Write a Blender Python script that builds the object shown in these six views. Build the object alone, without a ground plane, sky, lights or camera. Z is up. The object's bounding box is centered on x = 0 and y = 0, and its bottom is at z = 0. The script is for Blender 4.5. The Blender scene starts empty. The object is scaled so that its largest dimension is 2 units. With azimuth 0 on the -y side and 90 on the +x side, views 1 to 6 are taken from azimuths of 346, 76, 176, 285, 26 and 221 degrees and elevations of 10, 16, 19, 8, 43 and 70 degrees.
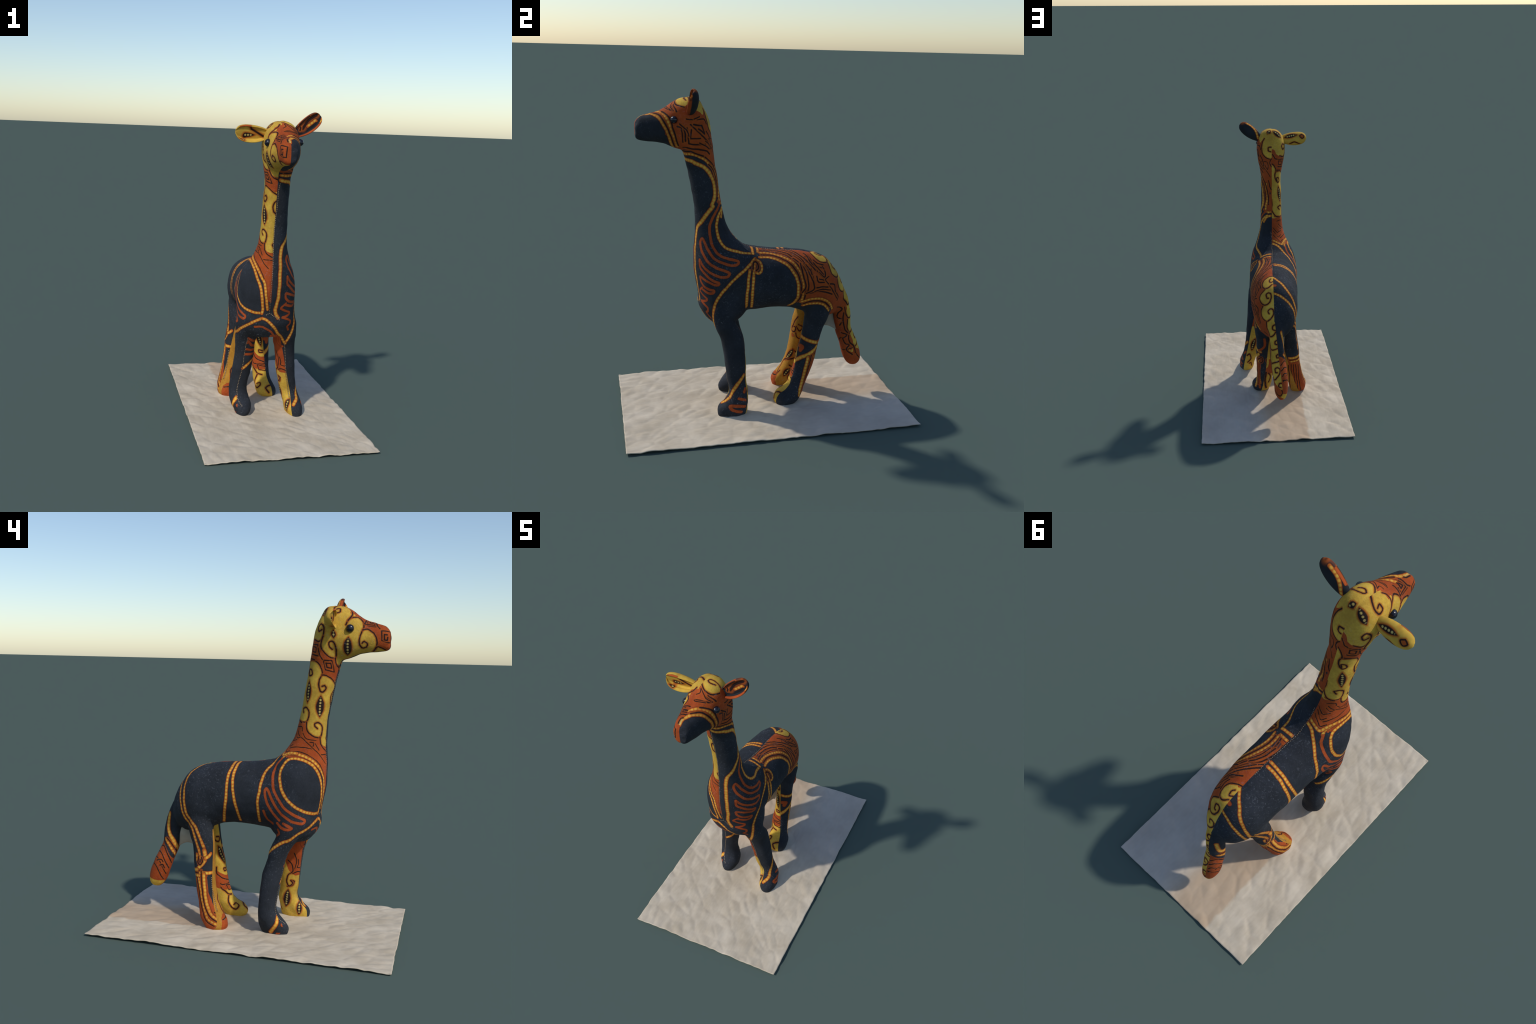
import bpy, bmesh, math, random
from mathutils import Vector, noise
from mathutils.bvhtree import BVHTree
import numpy as np

random.seed(7)
SEG = 40                                   # points round every cross-section

# ------------------------------------------------------------------ helpers
def new_object(name, mesh, parent=None):
    ob = bpy.data.objects.new(name, mesh)
    bpy.context.scene.collection.objects.link(ob)
    if parent: ob.parent = parent
    return ob

def smooth_table(rows, steps):
    """Catmull-Rom resampling of a table of cross-section sizes."""
    a = np.array(rows, float); out = []
    n = len(a)
    for i in range(n-1):
        p0, p1, p2, p3 = a[max(i-1,0)], a[i], a[i+1], a[min(i+2,n-1)]
        for k in range(steps):
            t = k/steps
            out.append(0.5*((2*p1)+(-p0+p2)*t+(2*p0-5*p1+4*p2-p3)*t*t+(-p0+3*p1-3*p2+p3)*t**3))
    out.append(a[-1])
    return np.array(out)

def superellipse(power):
    pts = []
    for k in range(SEG):
        a = 2*math.pi*k/SEG; c, s = math.cos(a), math.sin(a)
        pts.append((math.copysign(abs(c)**(2/power), c), math.copysign(abs(s)**(2/power), s)))
    return pts

def loft(bm, rings):
    """Skin a closed solid through rings of points, capped at both ends."""
    vs = [[bm.verts.new(p) for p in r] for r in rings]
    for a, b in zip(vs, vs[1:]):
        for k in range(len(a)):
            j = (k+1) % len(a)
            bm.faces.new((a[k], a[j], b[j], b[k]))
    bm.faces.new(list(reversed(vs[0]))); bm.faces.new(vs[-1])

def upright_loft(bm, rows, power=2.2, steps=4):
    """rows: height, x low, x high, y front, y back (a column of level slices)."""
    unit = superellipse(power); rings = []
    for z, x0, x1, y0, y1 in smooth_table(rows, steps):
        rings.append([((x0+x1)/2+(x1-x0)/2*c, (y0+y1)/2+(y1-y0)/2*s, z) for c, s in unit])
    loft(bm, rings)

def lengthwise_loft(bm, rows, power=2.1, steps=4):
    """rows: y, bottom, top, x low, x high (a row of slices from nose to rump)."""
    unit = superellipse(power); rings = []
    for y, z0, z1, x0, x1 in smooth_table(rows, steps):
        rings.append([((x0+x1)/2+(x1-x0)/2*c, y, (z0+z1)/2+(z1-z0)/2*s) for c, s in unit])
    loft(bm, rings)

# ------------------------------------------------------------------ body shape
TORSO = [  # y, bottom, top, x low, x high
    (-.340, .610, 1.00, -.180, .100), (-.30, .585, 1.07, -.208, .120), (-.24, .578, 1.085, -.225, .138), (-.17, .612, 1.065, -.228, .143),
    (-.10, .632, 1.048, -.220, .147), (-.03, .640, 1.033, -.211, .150), (.05, .645, 1.024, -.206, .152), (.15, .643, 1.017, -.200, .153),
    (.23, .620, 1.010, -.192, .153), (.30, .588, .997, -.186, .150), (.36, .572, .980, -.181, .143),
    (.41, .568, .953, -.168, .130), (.45, .572, .908, -.145, .108), (.49, .595, .848, -.112, .080),
    (.52, .630, .785, -.070, .052)]
NECK = [   # height, x low, x high, y front, y back
    (.575, -.150, .080, -.335, -.17), (.61, -.195, .125, -.368, -.13), (.65, -.222, .147, -.390, -.10), (.69, -.231, .149, -.404, -.08),
    (.74, -.233, .146, -.403, -.07), (.80, -.233, .142, -.412, -.06), (.87, -.231, .138, -.424, -.06),
    (.93, -.224, .130, -.432, -.07), (1.00, -.204, .114, -.433, -.09), (1.05, -.178, .095, -.431, -.12),
    (1.10, -.153, .073, -.428, -.178), (1.16, -.134, .054, -.425, -.218), (1.22, -.125, .046, -.425, -.242),
    (1.30, -.121, .042, -.429, -.260), (1.40, -.120, .039, -.446, -.277), (1.48, -.119, .037, -.458, -.290),
    (1.54, -.117, .036, -.470, -.300), (1.60, -.122, .036, -.485, -.308), (1.66, -.134, .046, -.500, -.316),
    (1.73, -.149, .060, -.510, -.326), (1.80, -.156, .062, -.515, -.336), (1.85, -.150, .055, -.515, -.352),
    (1.89, -.135, .035, -.510, -.372), (1.918, -.115, .012, -.500, -.388)]
HEAD = [   # y, bottom, top, x low, x high
    (-.766, 1.720, 1.790, -.098, -.040), (-.762, 1.706, 1.804, -.108, -.030), (-.748, 1.695, 1.822, -.114, -.022),
    (-.730, 1.692, 1.834, -.119, -.014), (-.690, 1.687, 1.847, -.128, .003), (-.640, 1.683, 1.860, -.139, .019),
    (-.600, 1.673, 1.879, -.146, .032), (-.560, 1.657, 1.907, -.152, .048), (-.520, 1.645, 1.932, -.156, .057),
    (-.480, 1.640, 1.944, -.158, .062), (-.440, 1.66, 1.945, -.156, .060), (-.410, 1.69, 1.940, -.145, .048),
    (-.385, 1.74, 1.922, -.125, .025)]
FORELEG_LEFT = [
    (.780, -.215, -.080, -.30, -.17), (.680, -.236, -.080, -.32, -.175), (.600, -.234, -.080, -.294, -.162), (.520, -.224, -.090, -.243, -.126), (.450, -.220, -.092, -.217, -.108),
    (.380, -.221, -.094, -.206, -.086), (.300, -.229, -.107, -.190, -.078), (.240, -.237, -.120, -.182, -.074),
    (.170, -.245, -.124, -.179, -.071), (.120, -.243, -.112, -.202, -.071), (.080, -.234, -.104, -.238, -.073),
    (.042, -.218, -.108, -.254, -.082), (.015, -.205, -.122, -.248, -.100), (.000, -.190, -.140, -.235, -.120)]
FORELEG_RIGHT = [
    (.780, .030, .120, -.32, -.17), (.680, .022, .150, -.345, -.198), (.600, .018, .160, -.333, -.192), (.520, .022, .164, -.296, -.150), (.470, .036, .168, -.281, -.141),
    (.380, .050, .176, -.268, -.132), (.300, .063, .184, -.257, -.130), (.220, .080, .194, -.247, -.130),
    (.155, .094, .210, -.240, -.120), (.105, .111, .230, -.272, -.121), (.075, .118, .236, -.304, -.124), (.050, .124, .238, -.314, -.127),
    (.022, .131, .234, -.313, -.132), (.005, .145, .222, -.305, -.150)]
HINDLEG_RIGHT = [
    (0.780, 0.010, 0.110, 0.286, 0.426), (0.660, 0.000, 0.136, 0.268, 0.431), (0.590, 0.002, 0.134, 0.260, 0.411), (0.500, 0.010, 0.122, 0.251, 0.376), (0.400, 0.010, 0.121, 0.227, 0.350),
    (0.310, 0.008, 0.120, 0.211, 0.336), (0.235, -0.002, 0.118, 0.194, 0.314), (0.170, -0.002, 0.117, 0.174, 0.288),
    (0.120, 0.000, 0.124, 0.151, 0.271), (0.085, 0.004, 0.138, 0.088, 0.256), (0.050, 0.010, 0.150, 0.068, 0.238),
    (0.022, 0.022, 0.145, 0.075, 0.215), (0.005, 0.035, 0.125, 0.095, 0.195)]
HINDLEG_LEFT = [
    (0.780, -0.160, -0.060, 0.278, 0.388), (0.660, -0.172, -0.030, 0.253, 0.403), (0.590, -0.174, -0.040, 0.245, 0.396), (0.500, -0.182, -0.052, 0.232, 0.364), (0.400, -0.196, -0.068, 0.225, 0.350),
    (0.330, -0.205, -0.082, 0.219, 0.338), (0.240, -0.218, -0.097, 0.205, 0.324), (0.170, -0.233, -0.109, 0.184, 0.306),
    (0.120, -0.250, -0.118, 0.156, 0.293), (0.080, -0.262, -0.128, 0.125, 0.283), (0.045, -0.262, -0.133, 0.115, 0.268),
    (0.018, -0.250, -0.142, 0.120, 0.250), (0.002, -0.235, -0.155, 0.135, 0.230)]
TAIL = [
    (.780, -.040, .040, .42, .522), (.710, -.056, .050, .43, .556), (.650, -.061, .045, .455, .578), (.580, -.063, .037, .474, .592),
    (.500, -.068, .032, .489, .597), (.440, -.077, .031, .502, .618), (.370, -.084, .023, .530, .652),
    (.300, -.088, .013, .553, .678), (.240, -.083, .007, .575, .687), (.207, -.070, -.008, .595, .680),
    (.188, -.052, -.025, .618, .662)]

bm = bmesh.new()
lengthwise_loft(bm, TORSO)
upright_loft(bm, NECK, 2.15)
lengthwise_loft(bm, HEAD, 2.25)
for leg in (FORELEG_LEFT, FORELEG_RIGHT, HINDLEG_LEFT, HINDLEG_RIGHT):
    upright_loft(bm, leg, 2.3)
upright_loft(bm, TAIL, 2.2)
bmesh.ops.recalc_face_normals(bm, faces=bm.faces)
raw = bpy.data.meshes.new("giraffe_skin")
bm.to_mesh(raw); bm.free()
skin = new_object("giraffe_skin", raw)
mod = skin.modifiers.new("union", 'REMESH'); mod.mode = 'VOXEL'; mod.voxel_size = .0068
deps = bpy.context.evaluated_depsgraph_get()
body = bpy.data.meshes.new_from_object(skin.evaluated_get(deps))
bpy.data.objects.remove(skin); bpy.data.meshes.remove(raw)

def relax(me):
    """Taubin smoothing of the joined skin, with a softer blend where limbs join the trunk."""
    n = len(me.vertices)
    co = np.empty(n*3); me.vertices.foreach_get('co', co); co = co.reshape(-1, 3)
    e = np.empty(len(me.edges)*2, int); me.edges.foreach_get('vertices', e); e = e.reshape(-1, 2)
    deg = np.bincount(e.ravel(), minlength=n)[:, None]
    def lap(p):
        acc = np.zeros_like(p)
        for k in range(3):
            acc[:, k] = np.bincount(e[:, 0], p[e[:, 1], k], n) + np.bincount(e[:, 1], p[e[:, 0], k], n)
        return acc/deg - p
    joints = [((-.15, -.23, .62), .07), ((.09, -.24, .62), .07), ((.065, .32, .60), .07), ((-.12, .31, .60), .07),
              ((-.03, .05, 1.03), .10), ((-.03, -.12, 1.06), .12), ((-.03, -.25, .60), .12), ((-.05, -.47, 1.66), .07), ((-.005, .50, .66), .09),
              ((-.05, -.40, 1.86), .10)]
    soft = np.zeros(n)
    for c, r in joints:
        soft = np.maximum(soft, np.clip(1.6*(1-np.linalg.norm(co-np.array(c), axis=1)/(r*1.5)), 0, 1))
    for i in range(24):
        co = co + .5*lap(co)
        co = co - .52*lap(co)*(1-soft*.55)[:, None]
    for i in range(3):
        co = co + .5*lap(co)
    # hand-stuffed unevenness
    for i in range(n):
        v = Vector(co[i]); d = noise.noise(v*9.0)*.003 + noise.noise(v*24.0+Vector((5, 2, 1)))*(.0018+.0025*(v.z < .13))
        if v.z > .60:                                  # pucker of the seam between the two side panels
            seam = -.014+.098*max(min(v.y, 0), -.56)+.03*max(v.y, 0)
            d -= .0032*math.exp(-((v.x-seam)/.010)**2)*(.8+.5*noise.noise(v*40))
        for dent, r, deep in (((-.040, -.764, 1.797), .014, .006), ((-.046, -.768, 1.742), .014, .005), ((-.046, -.70, 1.84), .020, .004),
                              ((-.152, -.525, 1.818), .042, .009), ((.052, -.535, 1.825), .040, .007)):
            d -= deep*math.exp(-((v-Vector(dent)).length/r)**2)
        co[i] += np.array(me.vertices[i].normal)*d
    co[:, 2] = np.maximum(co[:, 2], .003)
    me.vertices.foreach_set('co', co.ravel()); me.update()

relax(body)

# ------------------------------------------------------------------ the giraffe, split into its parts
giraffe = bpy.data.objects.new("stuffed_giraffe", None)
bpy.context.scene.collection.objects.link(giraffe)
giraffe["label"] = "hand-sewn toy giraffe of navy, orange and yellow batik cloth"
giraffe["category"] = "stuffed toy"

def region(p):
    x, y, z = p
    if z > 1.64 + (y+.50)*1.1: return "head"
    if z > 1.075: return "neck"
    if z < .755 and y > .478 + (z-.579)*.37: return "tail"
    if z < .60:
        front, right = y < .06, x > -.035
        if front: return "foreleg_right" if right else "foreleg_left"
        return "hindleg_right" if right else "hindleg_left"
    return "torso"

nv = len(body.vertices)
body_normals = [v.normal.copy() for v in body.vertices]
groups = {}
for poly in body.polygons:
    groups.setdefault(region(poly.center), []).append(tuple(poly.vertices))
KIND = {"foreleg_left": "foreleg", "foreleg_right": "foreleg", "hindleg_left": "hindleg", "hindleg_right": "hindleg"}
part = {}
for key, faces in groups.items():
    index = {}; order = []
    for f in faces:
        for v in f:
            if v not in index: index[v] = len(order); order.append(v)
    me = bpy.data.meshes.new(KIND.get(key, key))
    me.from_pydata([body.vertices[v].co for v in order], [], [[index[v] for v in f] for f in faces])
    me.polygons.foreach_set('use_smooth', [True]*len(me.polygons))
    me.update()
    me.normals_split_custom_set_from_vertices([body_normals[v] for v in order])
    part[key] = new_object(KIND.get(key, key), me, giraffe)
surface = BVHTree.FromPolygons([v.co for v in body.vertices], [tuple(p.vertices) for p in body.polygons])

# ------------------------------------------------------------------ ears: curled cups of cloth
EAR_PROFILE = [(0, .40), (.10, .58), (.25, .80), (.42, .95), (.60, 1.0), (.76, .95), (.88, .80), (.95, .58), (1.0, .22)]
def build_ear(name, base, tip, up, half_height, depth, lip, droop):
    base, tip = Vector(base), Vector(tip)
    axis = (tip-base).normalized(); length = (tip-base).length
    up = Vector(up); up = (up - axis*up.dot(axis)).normalized()
    back = axis.cross(up); back = back if back.y > 0 else -back
    bm = bmesh.new(); rings = []
    rows = smooth_table(EAR_PROFILE, 3); N = 22
    for t, w in rows:
        c = base + axis*(t*length) + up*droop*math.sin(t*math.pi)
        ring = []
        span = math.radians(122)
        for k in range(N+1):                      # outside of the cup
            a = -span + 2*span*k/N
            ring.append(c + back*(depth*w*math.cos(a) - lip*w*max(0, (-a-1.0)/1.13)) + up*(half_height*w*math.sin(a)))
        for k in range(N+1):                      # inside, running back
            a = span - 2*span*k/N
            th = .010
            d2, h2 = -depth*w*.18, max(half_height*w-th, half_height*w*.35)
            ring.append(c + back*(d2*math.cos(a) - lip*w*max(0, (-a-1.0)/1.13)) + up*(h2*math.sin(a)))
        rings.append(ring)
    loft(bm, rings)
    bmesh.ops.recalc_face_normals(bm, faces=bm.faces)
    me = bpy.data.meshes.new(name); bm.to_mesh(me); bm.free()
    me.polygons.foreach_set('use_smooth', [True]*len(me.polygons))
    ob = new_object(name, me, giraffe)
    m = ob.modifiers.new("round", 'SUBSURF'); m.levels = m.render_levels = 1
    return ob
ear_left = build_ear("ear", (-.118, -.452, 1.863), (-.326, -.456, 1.871), (0, -.30, 1), .051, .034, .030, -.004)
ear_right = build_ear("ear", (.025, -.454, 1.858), (.189, -.454, 1.985), (-.62, -.05, .78), .047, .032, .026, -.004)

# ------------------------------------------------------------------ bead eyes
def bead(name, centre, radius, parent):
    bm = bmesh.new()
    bmesh.ops.create_uvsphere(bm, u_segments=24, v_segments=16, radius=radius)
    me = bpy.data.meshes.new(name); bm.to_mesh(me); bm.free()
    me.polygons.foreach_set('use_smooth', [True]*len(me.polygons))
    ob = new_object(name, me, parent); ob.location = centre
    return ob
eyes = [bead("eye", (-.147, -.546, 1.813), .023, giraffe), bead("eye", (.043, -.552, 1.820), .021, giraffe)]

# ------------------------------------------------------------------ pale lining webbed between the hind legs and the tail
def cloth_sheet(name, rows, thickness):
    bm = bmesh.new()
    grid = [[bm.verts.new(q) for q in r] for r in rows]
    for a, b in zip(grid, grid[1:]):
        for k in range(len(a)-1): bm.faces.new((a[k], b[k], b[k+1], a[k+1]))
    me = bpy.data.meshes.new(name); bm.to_mesh(me); bm.free()
    me.polygons.foreach_set('use_smooth', [True]*len(me.polygons))
    ob = new_object(name, me, giraffe)
    m = ob.modifiers.new("cloth", 'SOLIDIFY'); m.thickness = thickness; m.offset = 0
    m = ob.modifiers.new("round", 'SUBSURF'); m.levels = m.render_levels = 1
    return ob
fin = []                                          # from the legs (front) back to the tail
for i in range(9):
    u = i/8; row = []
    for k in range(9):
        v = k/8
        z_bot = .458 + .034*math.sin(math.pi*u) - .012*u
        row.append((-.025+.012*math.sin(5*v+3*u), .372+.100*u+(-.012+.050*u)*v, .620+(z_bot-.620)*v))
    fin.append(row)
curtain = []                                      # from one hind leg across to the other
for i in range(13):
    u = i/12; row = []
    for k in range(11):
        v = k/10
        z = .62 + (.25+.06*math.sin(math.pi*u)+.012*noise.noise(Vector((u*5, 3, 1)))-.62)*v
        y = float(np.interp(z, [.25, .33, .40, .46, .52, .62], [.292, .318, .340, .360, .384, .425]))
        x0, x1 = -.102, .045
        row.append((x0+(x1-x0)*u, y-.045*abs(2*u-1)**1.5+.008*math.sin(math.pi*u)+.004*noise.noise(Vector((u*6, v*6, 2))), z))
    curtain.append(row)
lining = [cloth_sheet("lining_web", fin, .014), cloth_sheet("lining_web", curtain, .010)]

# ------------------------------------------------------------------ the cloth it stands on
FEET = [(-.20, -.16), (.175, -.215), (.075, .16), (-.20, .20)]
def cloth_height(x, y):
    z = .0135
    z += .0045*noise.noise(Vector((x*5.5, y*5.5, 1.3)))
    z += .0035*noise.noise(Vector((x*13+y*5, y*9, 4.1)))
    c = noise.voronoi(Vector((x*11+.3*y*11, y*8, 2.2)))[0]          # shallow facets of creased cloth
    z += .010*(min(c[1]-c[0], .5)-.22)
    edge = min(.532-abs(x), .893-abs(y))
    z += .006*noise.noise(Vector((x*16, y*16, 7.7)))*max(0, 1-edge/.06)
    for fx, fy in FEET:
        d = math.hypot(x-fx, (y-fy)*.75)
        z += .012*math.exp(-(d/.085)**4)
    return max(z, .0045)
bm = bmesh.new(); NX, NY = 150, 250; grid = []
for i in range(NX+1):
    row = []
    for j in range(NY+1):
        u, v = 2*i/NX-1, 2*j/NY-1
        x, y = .532*u, .8935*v
        wob_x = .004*noise.noise(Vector((y*7, u*.5, 3))) + .002*noise.noise(Vector((y*25, u*.5, 3)))
        wob_y = .004*noise.noise(Vector((x*7, v*.5, 9))) + .002*noise.noise(Vector((x*25, v*.5, 9)))
        row.append(bm.verts.new((x - abs(wob_x)*u, y - abs(wob_y)*v, cloth_height(x, y))))
    grid.append(row)
for i in range(NX):
    for j in range(NY):
        bm.faces.new((grid[i][j], grid[i+1][j], grid[i+1][j+1], grid[i][j+1]))
me = bpy.data.meshes.new("ground_cloth"); bm.to_mesh(me); bm.free()
me.polygons.foreach_set('use_smooth', [True]*len(me.polygons))
cloth = new_object("ground_cloth", me)
m = cloth.modifiers.new("thickness", 'SOLIDIFY'); m.thickness = .0045; m.offset = -1
cloth["label"] = "rectangular sheet of creased pale grey-beige cloth lying flat"
cloth["category"] = "cloth"

# ================================================================== batik print
# The print is a list of strokes and patches.  A stroke is a smooth curve through a few points of the
# skin (millimetres); in the material every stroke is a distance field, so that beads, edges and halos
# are computed in nodes.  Left and right halves are different pieces of cloth, joined along a seam.
PRINT = []
def mm(pts): return [Vector(p)/1000 for p in pts]
def add(kind, side, pts, **kw): PRINT.append(dict(kind=kind, side=side, pts=mm(pts), **kw))
def bead(side, pts, w=.0092): add('bead', side, pts, w=w)
def org(side, pts, w=.0085): add('org', side, pts, w=w)
def line(side, pts, w=.0040, straight=False): add('line', side, pts, w=w, straight=straight)
def leaf(side, pts, w=.02, tip=.5): add('leaf', side, pts, w=w)
def stitch(side, pts, w=.0028): add('stitch', side, pts, w=w)
def patch(colour, side, pts, plane='yz', limit=None, raw=False, only=None):
    PRINT.append(dict(kind='patch', colour=colour, side=side, pts=mm(pts), plane=plane, limit=limit, raw=raw, only=only))
# --- coloured patches, bottom to top
patch('yellow', 'L', [(0, -650, 1570), (0, -200, 1570), (0, -200, 1900), (0, -650, 1900)], raw=True)
patch('yellow', 'L', [(-85, -320, 1634), (-112, -349, 1633), (-119, -375, 1611), (-118, -392, 1579), (-117, -393, 1553), (-112, -418, 1551), (-98, -445, 1533), (-60, -459, 1505), (-51, -463, 1516), (-53, -454, 1471), (-49, -438, 1380), (-45, -426, 1294), (-48, -425, 1290), (-44, -423, 1207), (-36, -426, 1108), (-90, -414, 1131), (-106, -399, 1159), (-108, -393, 1197), (-122, -364, 1199), (-124, -330, 1220), (-120, -314, 1252), (-117, -312, 1281), (-115, -307, 1282), (-98, -279, 1281), (-89, -272, 1282), (0, -200, 1220), (0, -200, 1665)])
patch('orange', 'L', [(-54, -421, 1129), (-55, -429, 1016), (-57, -429, 950), (-59, -420, 859), (-61, -410, 798), (-74, -418, 836), (-86, -426, 896), (-96, -425, 954), (-118, -416, 1014), (-140, -390, 1058), (-152, -341, 1093)], plane='xz', limit=(1, -1, -0.2))
patch('navy', 'L', [(0, -210, 1062), (0, -196, 1092), (0, -150, 1110), (0, 50, 1100), (0, 50, 1040), (0, -200, 1040)], raw=True)
patch('orange', 'R', [(-1, -484, 1634), (26, -456, 1629), (38, -415, 1618), (34, -375, 1598), (25, -342, 1565), (15, -321, 1528), (11, -307, 1478), (12, -299, 1419), (16, -293, 1354), (28, -303, 1338), (17, -286, 1315), (-17, -265, 1308), (-23, -258, 1280), (-26, -268, 1335), (-2, -290, 1431), (-6, -308, 1535), (-9, -320, 1627)])
patch('orange', 'R', [(0, -520, 1655), (0, -440, 1640), (0, -380, 1600), (0, -290, 1590), (0, -290, 1800), (0, -520, 1800)], raw=True)
patch('orange', 'L', [(0, 690, 510), (0, 596, 500), (0, 532, 388), (0, 505, 330), (0, 540, 150), (0, 740, 150), (0, 740, 510)], raw=True)
patch('yellow', 'L', [(0, 570, 232), (0, 640, 236), (0, 720, 262), (0, 720, 150), (0, 560, 150)], raw=True)
patch('orange', 'L', [(0, 120, 120), (0, 175, 170), (0, 225, 240), (0, 250, 342), (0, 420, 342), (0, 420, -20), (0, 60, -20), (0, 60, 60)], raw=True, only='hindleg_left')
patch('navy', 'L', [(0, 252, 330), (0, 236, 240), (0, 200, 165), (0, 165, 125), (0, 150, 150), (0, 170, 200), (0, 190, 330)], raw=True, only='hindleg_left')
patch('orange', 'L', [(0, 330, 350), (0, 245, 303), (0, 160, 248), (0, 130, 180), (0, 205, 192), (0, 320, 215)], raw=True, only='hindleg_right')
patch('orange', 'L', [(0, -420, 640), (0, -110, 640), (0, -110, 420), (0, -175, 400), (0, -200, 340), (0, -235, 308), (0, -330, 300)], raw=True, only='foreleg_right')
patch('orange', 'R', [(121, 269, 328), (117, 313, 368), (105, 335, 390), (89, 335, 338), (90, 321, 278), (92, 282, 172), (93, 259, 109), (124, 229, 72), (116, 246, 177), (119, 260, 241)], only='hindleg_right')
patch('orange', 'L', [(-100, -550, 1901), (-113, -569, 1880), (-100, -595, 1872), (-121, -617, 1844), (-135, -625, 1811), (-130, -652, 1807), (-129, -680, 1785), (-126, -695, 1750), (-113, -696, 1714), (-108, -718, 1712), (-97, -740, 1704), (-57, -741, 1694), (-92, -762, 1713), (-66, -766, 1744), (-59, -766, 1776), (-58, -757, 1807), (-94, -715, 1832), (-89, -664, 1849), (-65, -595, 1878)])
patch('orange', 'L', [(-48, -524, 1929), (-72, -537, 1918), (-96, -541, 1909), (-116, -540, 1897), (-103, -564, 1891), (-104, -603, 1865), (-119, -620, 1844), (-134, -623, 1816), (-128, -667, 1801), (-120, -715, 1793), (-104, -733, 1816), (-71, -723, 1835), (-52, -691, 1843), (-34, -632, 1860)], plane='xy', limit=(2, 1, 1.8))
patch('orange', 'L', [(-108, -344, 1747), (-135, -371, 1740), (-140, -384, 1712), (-136, -399, 1681), (-131, -427, 1658), (-116, -464, 1651), (-98, -471, 1622), (-55, -480, 1588), (-50, -466, 1528), (-60, -459, 1505), (-98, -445, 1531), (-112, -418, 1549), (-116, -395, 1551), (-118, -390, 1583), (-119, -375, 1611), (-110, -346, 1633), (-85, -320, 1635), (-66, -321, 1685)])
patch('orange', 'L', [(-47, -344, 1819), (-66, -338, 1802), (-79, -334, 1767), (-106, -343, 1747), (-130, -364, 1742), (-126, -362, 1684), (-111, -346, 1638), (-82, -320, 1644), (-69, -320, 1676), (-47, -324, 1702)], plane='xz', limit=(1, 1, -0.44))
patch('pale', 'L', [(-63, -706, 1839), (-57, -725, 1835), (-64, -755, 1810), (-82, -745, 1822), (-82, -715, 1837)], plane='xy', limit=(2, 1, 1.7))
patch('yellow', 'R', [(-64, -502, 1932), (-40, -530, 1926), (-13, -541, 1914), (18, -529, 1898), (37, -493, 1891), (28, -467, 1909), (50, -455, 0), (40, -385, 0), (-60, -360, 0)], plane='xy', limit=(2, 1, 1.85))
patch('navy', 'R', [(-72, -753, 1812), (-64, -722, 1835), (-46, -692, 1841), (-21, -668, 1841), (2, -643, 1828), (23, -622, 1803), (31, -604, 1760), (27, -600, 1731), (13, -617, 1715), (-41, -573, 1664), (-39, -636, 1684), (-58, -734, 1693), (-43, -765, 1724), (-87, -767, 1755), (-83, -754, 1812)])
patch('navy', 'R', [(0, -600, 1735), (0, -560, 1700), (0, -540, 1640), (0, -690, 1640), (0, -690, 1735)], raw=True)
patch('yellow', 'R', [(-55, -453, 1941), (-14, -402, 1925), (10, -385, 1884), (27, -372, 1842), (29, -359, 1800), (20, -348, 1764), (-5, -333, 1735), (-44, -327, 1727), (-47, -344, 1819)], plane='xz', limit=(1, 1, -0.44))
patch('navy', 'R', [(-33, -481, 1582), (12, -455, 1569), (35, -405, 1552), (36, -366, 1523), (32, -341, 1473), (32, -330, 1423), (36, -329, 1374), (42, -347, 1326), (40, -335, 1321), (40, -369, 1282), (15, -406, 1212), (-14, -422, 1139), (-74, -420, 1124), (-42, -424, 1250), (-32, -433, 1339), (-29, -433, 1338), (-39, -447, 1417), (-26, -462, 1509)])
patch('orange', 'R', [(-49, -17, 1031), (33, -35, 1022), (31, 18, 1016), (46, 78, 1005), (75, 139, 986), (112, 186, 950), (139, 212, 904), (149, 227, 853), (154, 230, 801), (139, 226, 731), (133, 215, 723), (147, 274, 741), (145, 329, 743), (138, 375, 727), (120, 415, 691), (90, 438, 640), (102, 444, 672), (85, 481, 697), (45, 520, 647), (32, 531, 533), (19, 603, 343), (5, 643, 234), (-5, 666, 304), (-12, 611, 452), (25, 575, 516), (27, 567, 604), (45, 513, 765), (20, 457, 891), (-29, 403, 956), (-47, 310, 991), (-66, 152, 1013)])
patch('yellow', 'R', [(-5, 287, 995), (26, 296, 992), (61, 314, 972), (75, 346, 950), (59, 398, 937), (87, 405, 906), (98, 418, 874), (87, 443, 852), (71, 462, 843), (78, 461, 834), (91, 464, 798), (85, 480, 762), (57, 512, 740), (53, 519, 691), (40, 542, 663), (36, 550, 628), (32, 556, 577), (29, 565, 537), (32, 562, 480), (27, 584, 444), (8, 291, 231), (16, 621, 332), (6, 653, 271), (-22, 683, 230), (-47, 681, 217), (-43, 669, 322), (-32, 630, 413), (-24, 601, 481), (-15, 594, 565), (-8, 569, 668), (-6, 530, 758), (-1, 502, 817), (-3, 474, 872), (-3, 419, 941)], plane='xz', limit=(1, 1, 0.15))
patch('orange', 'R', [(0, 400, 800), (0, 522, 712), (0, 536, 640), (0, 540, 560), (0, 548, 490), (0, 566, 425), (0, 578, 360), (0, 586, 290), (0, 588, 240), (0, 580, 150), (0, 480, 150)], raw=True)
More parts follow.
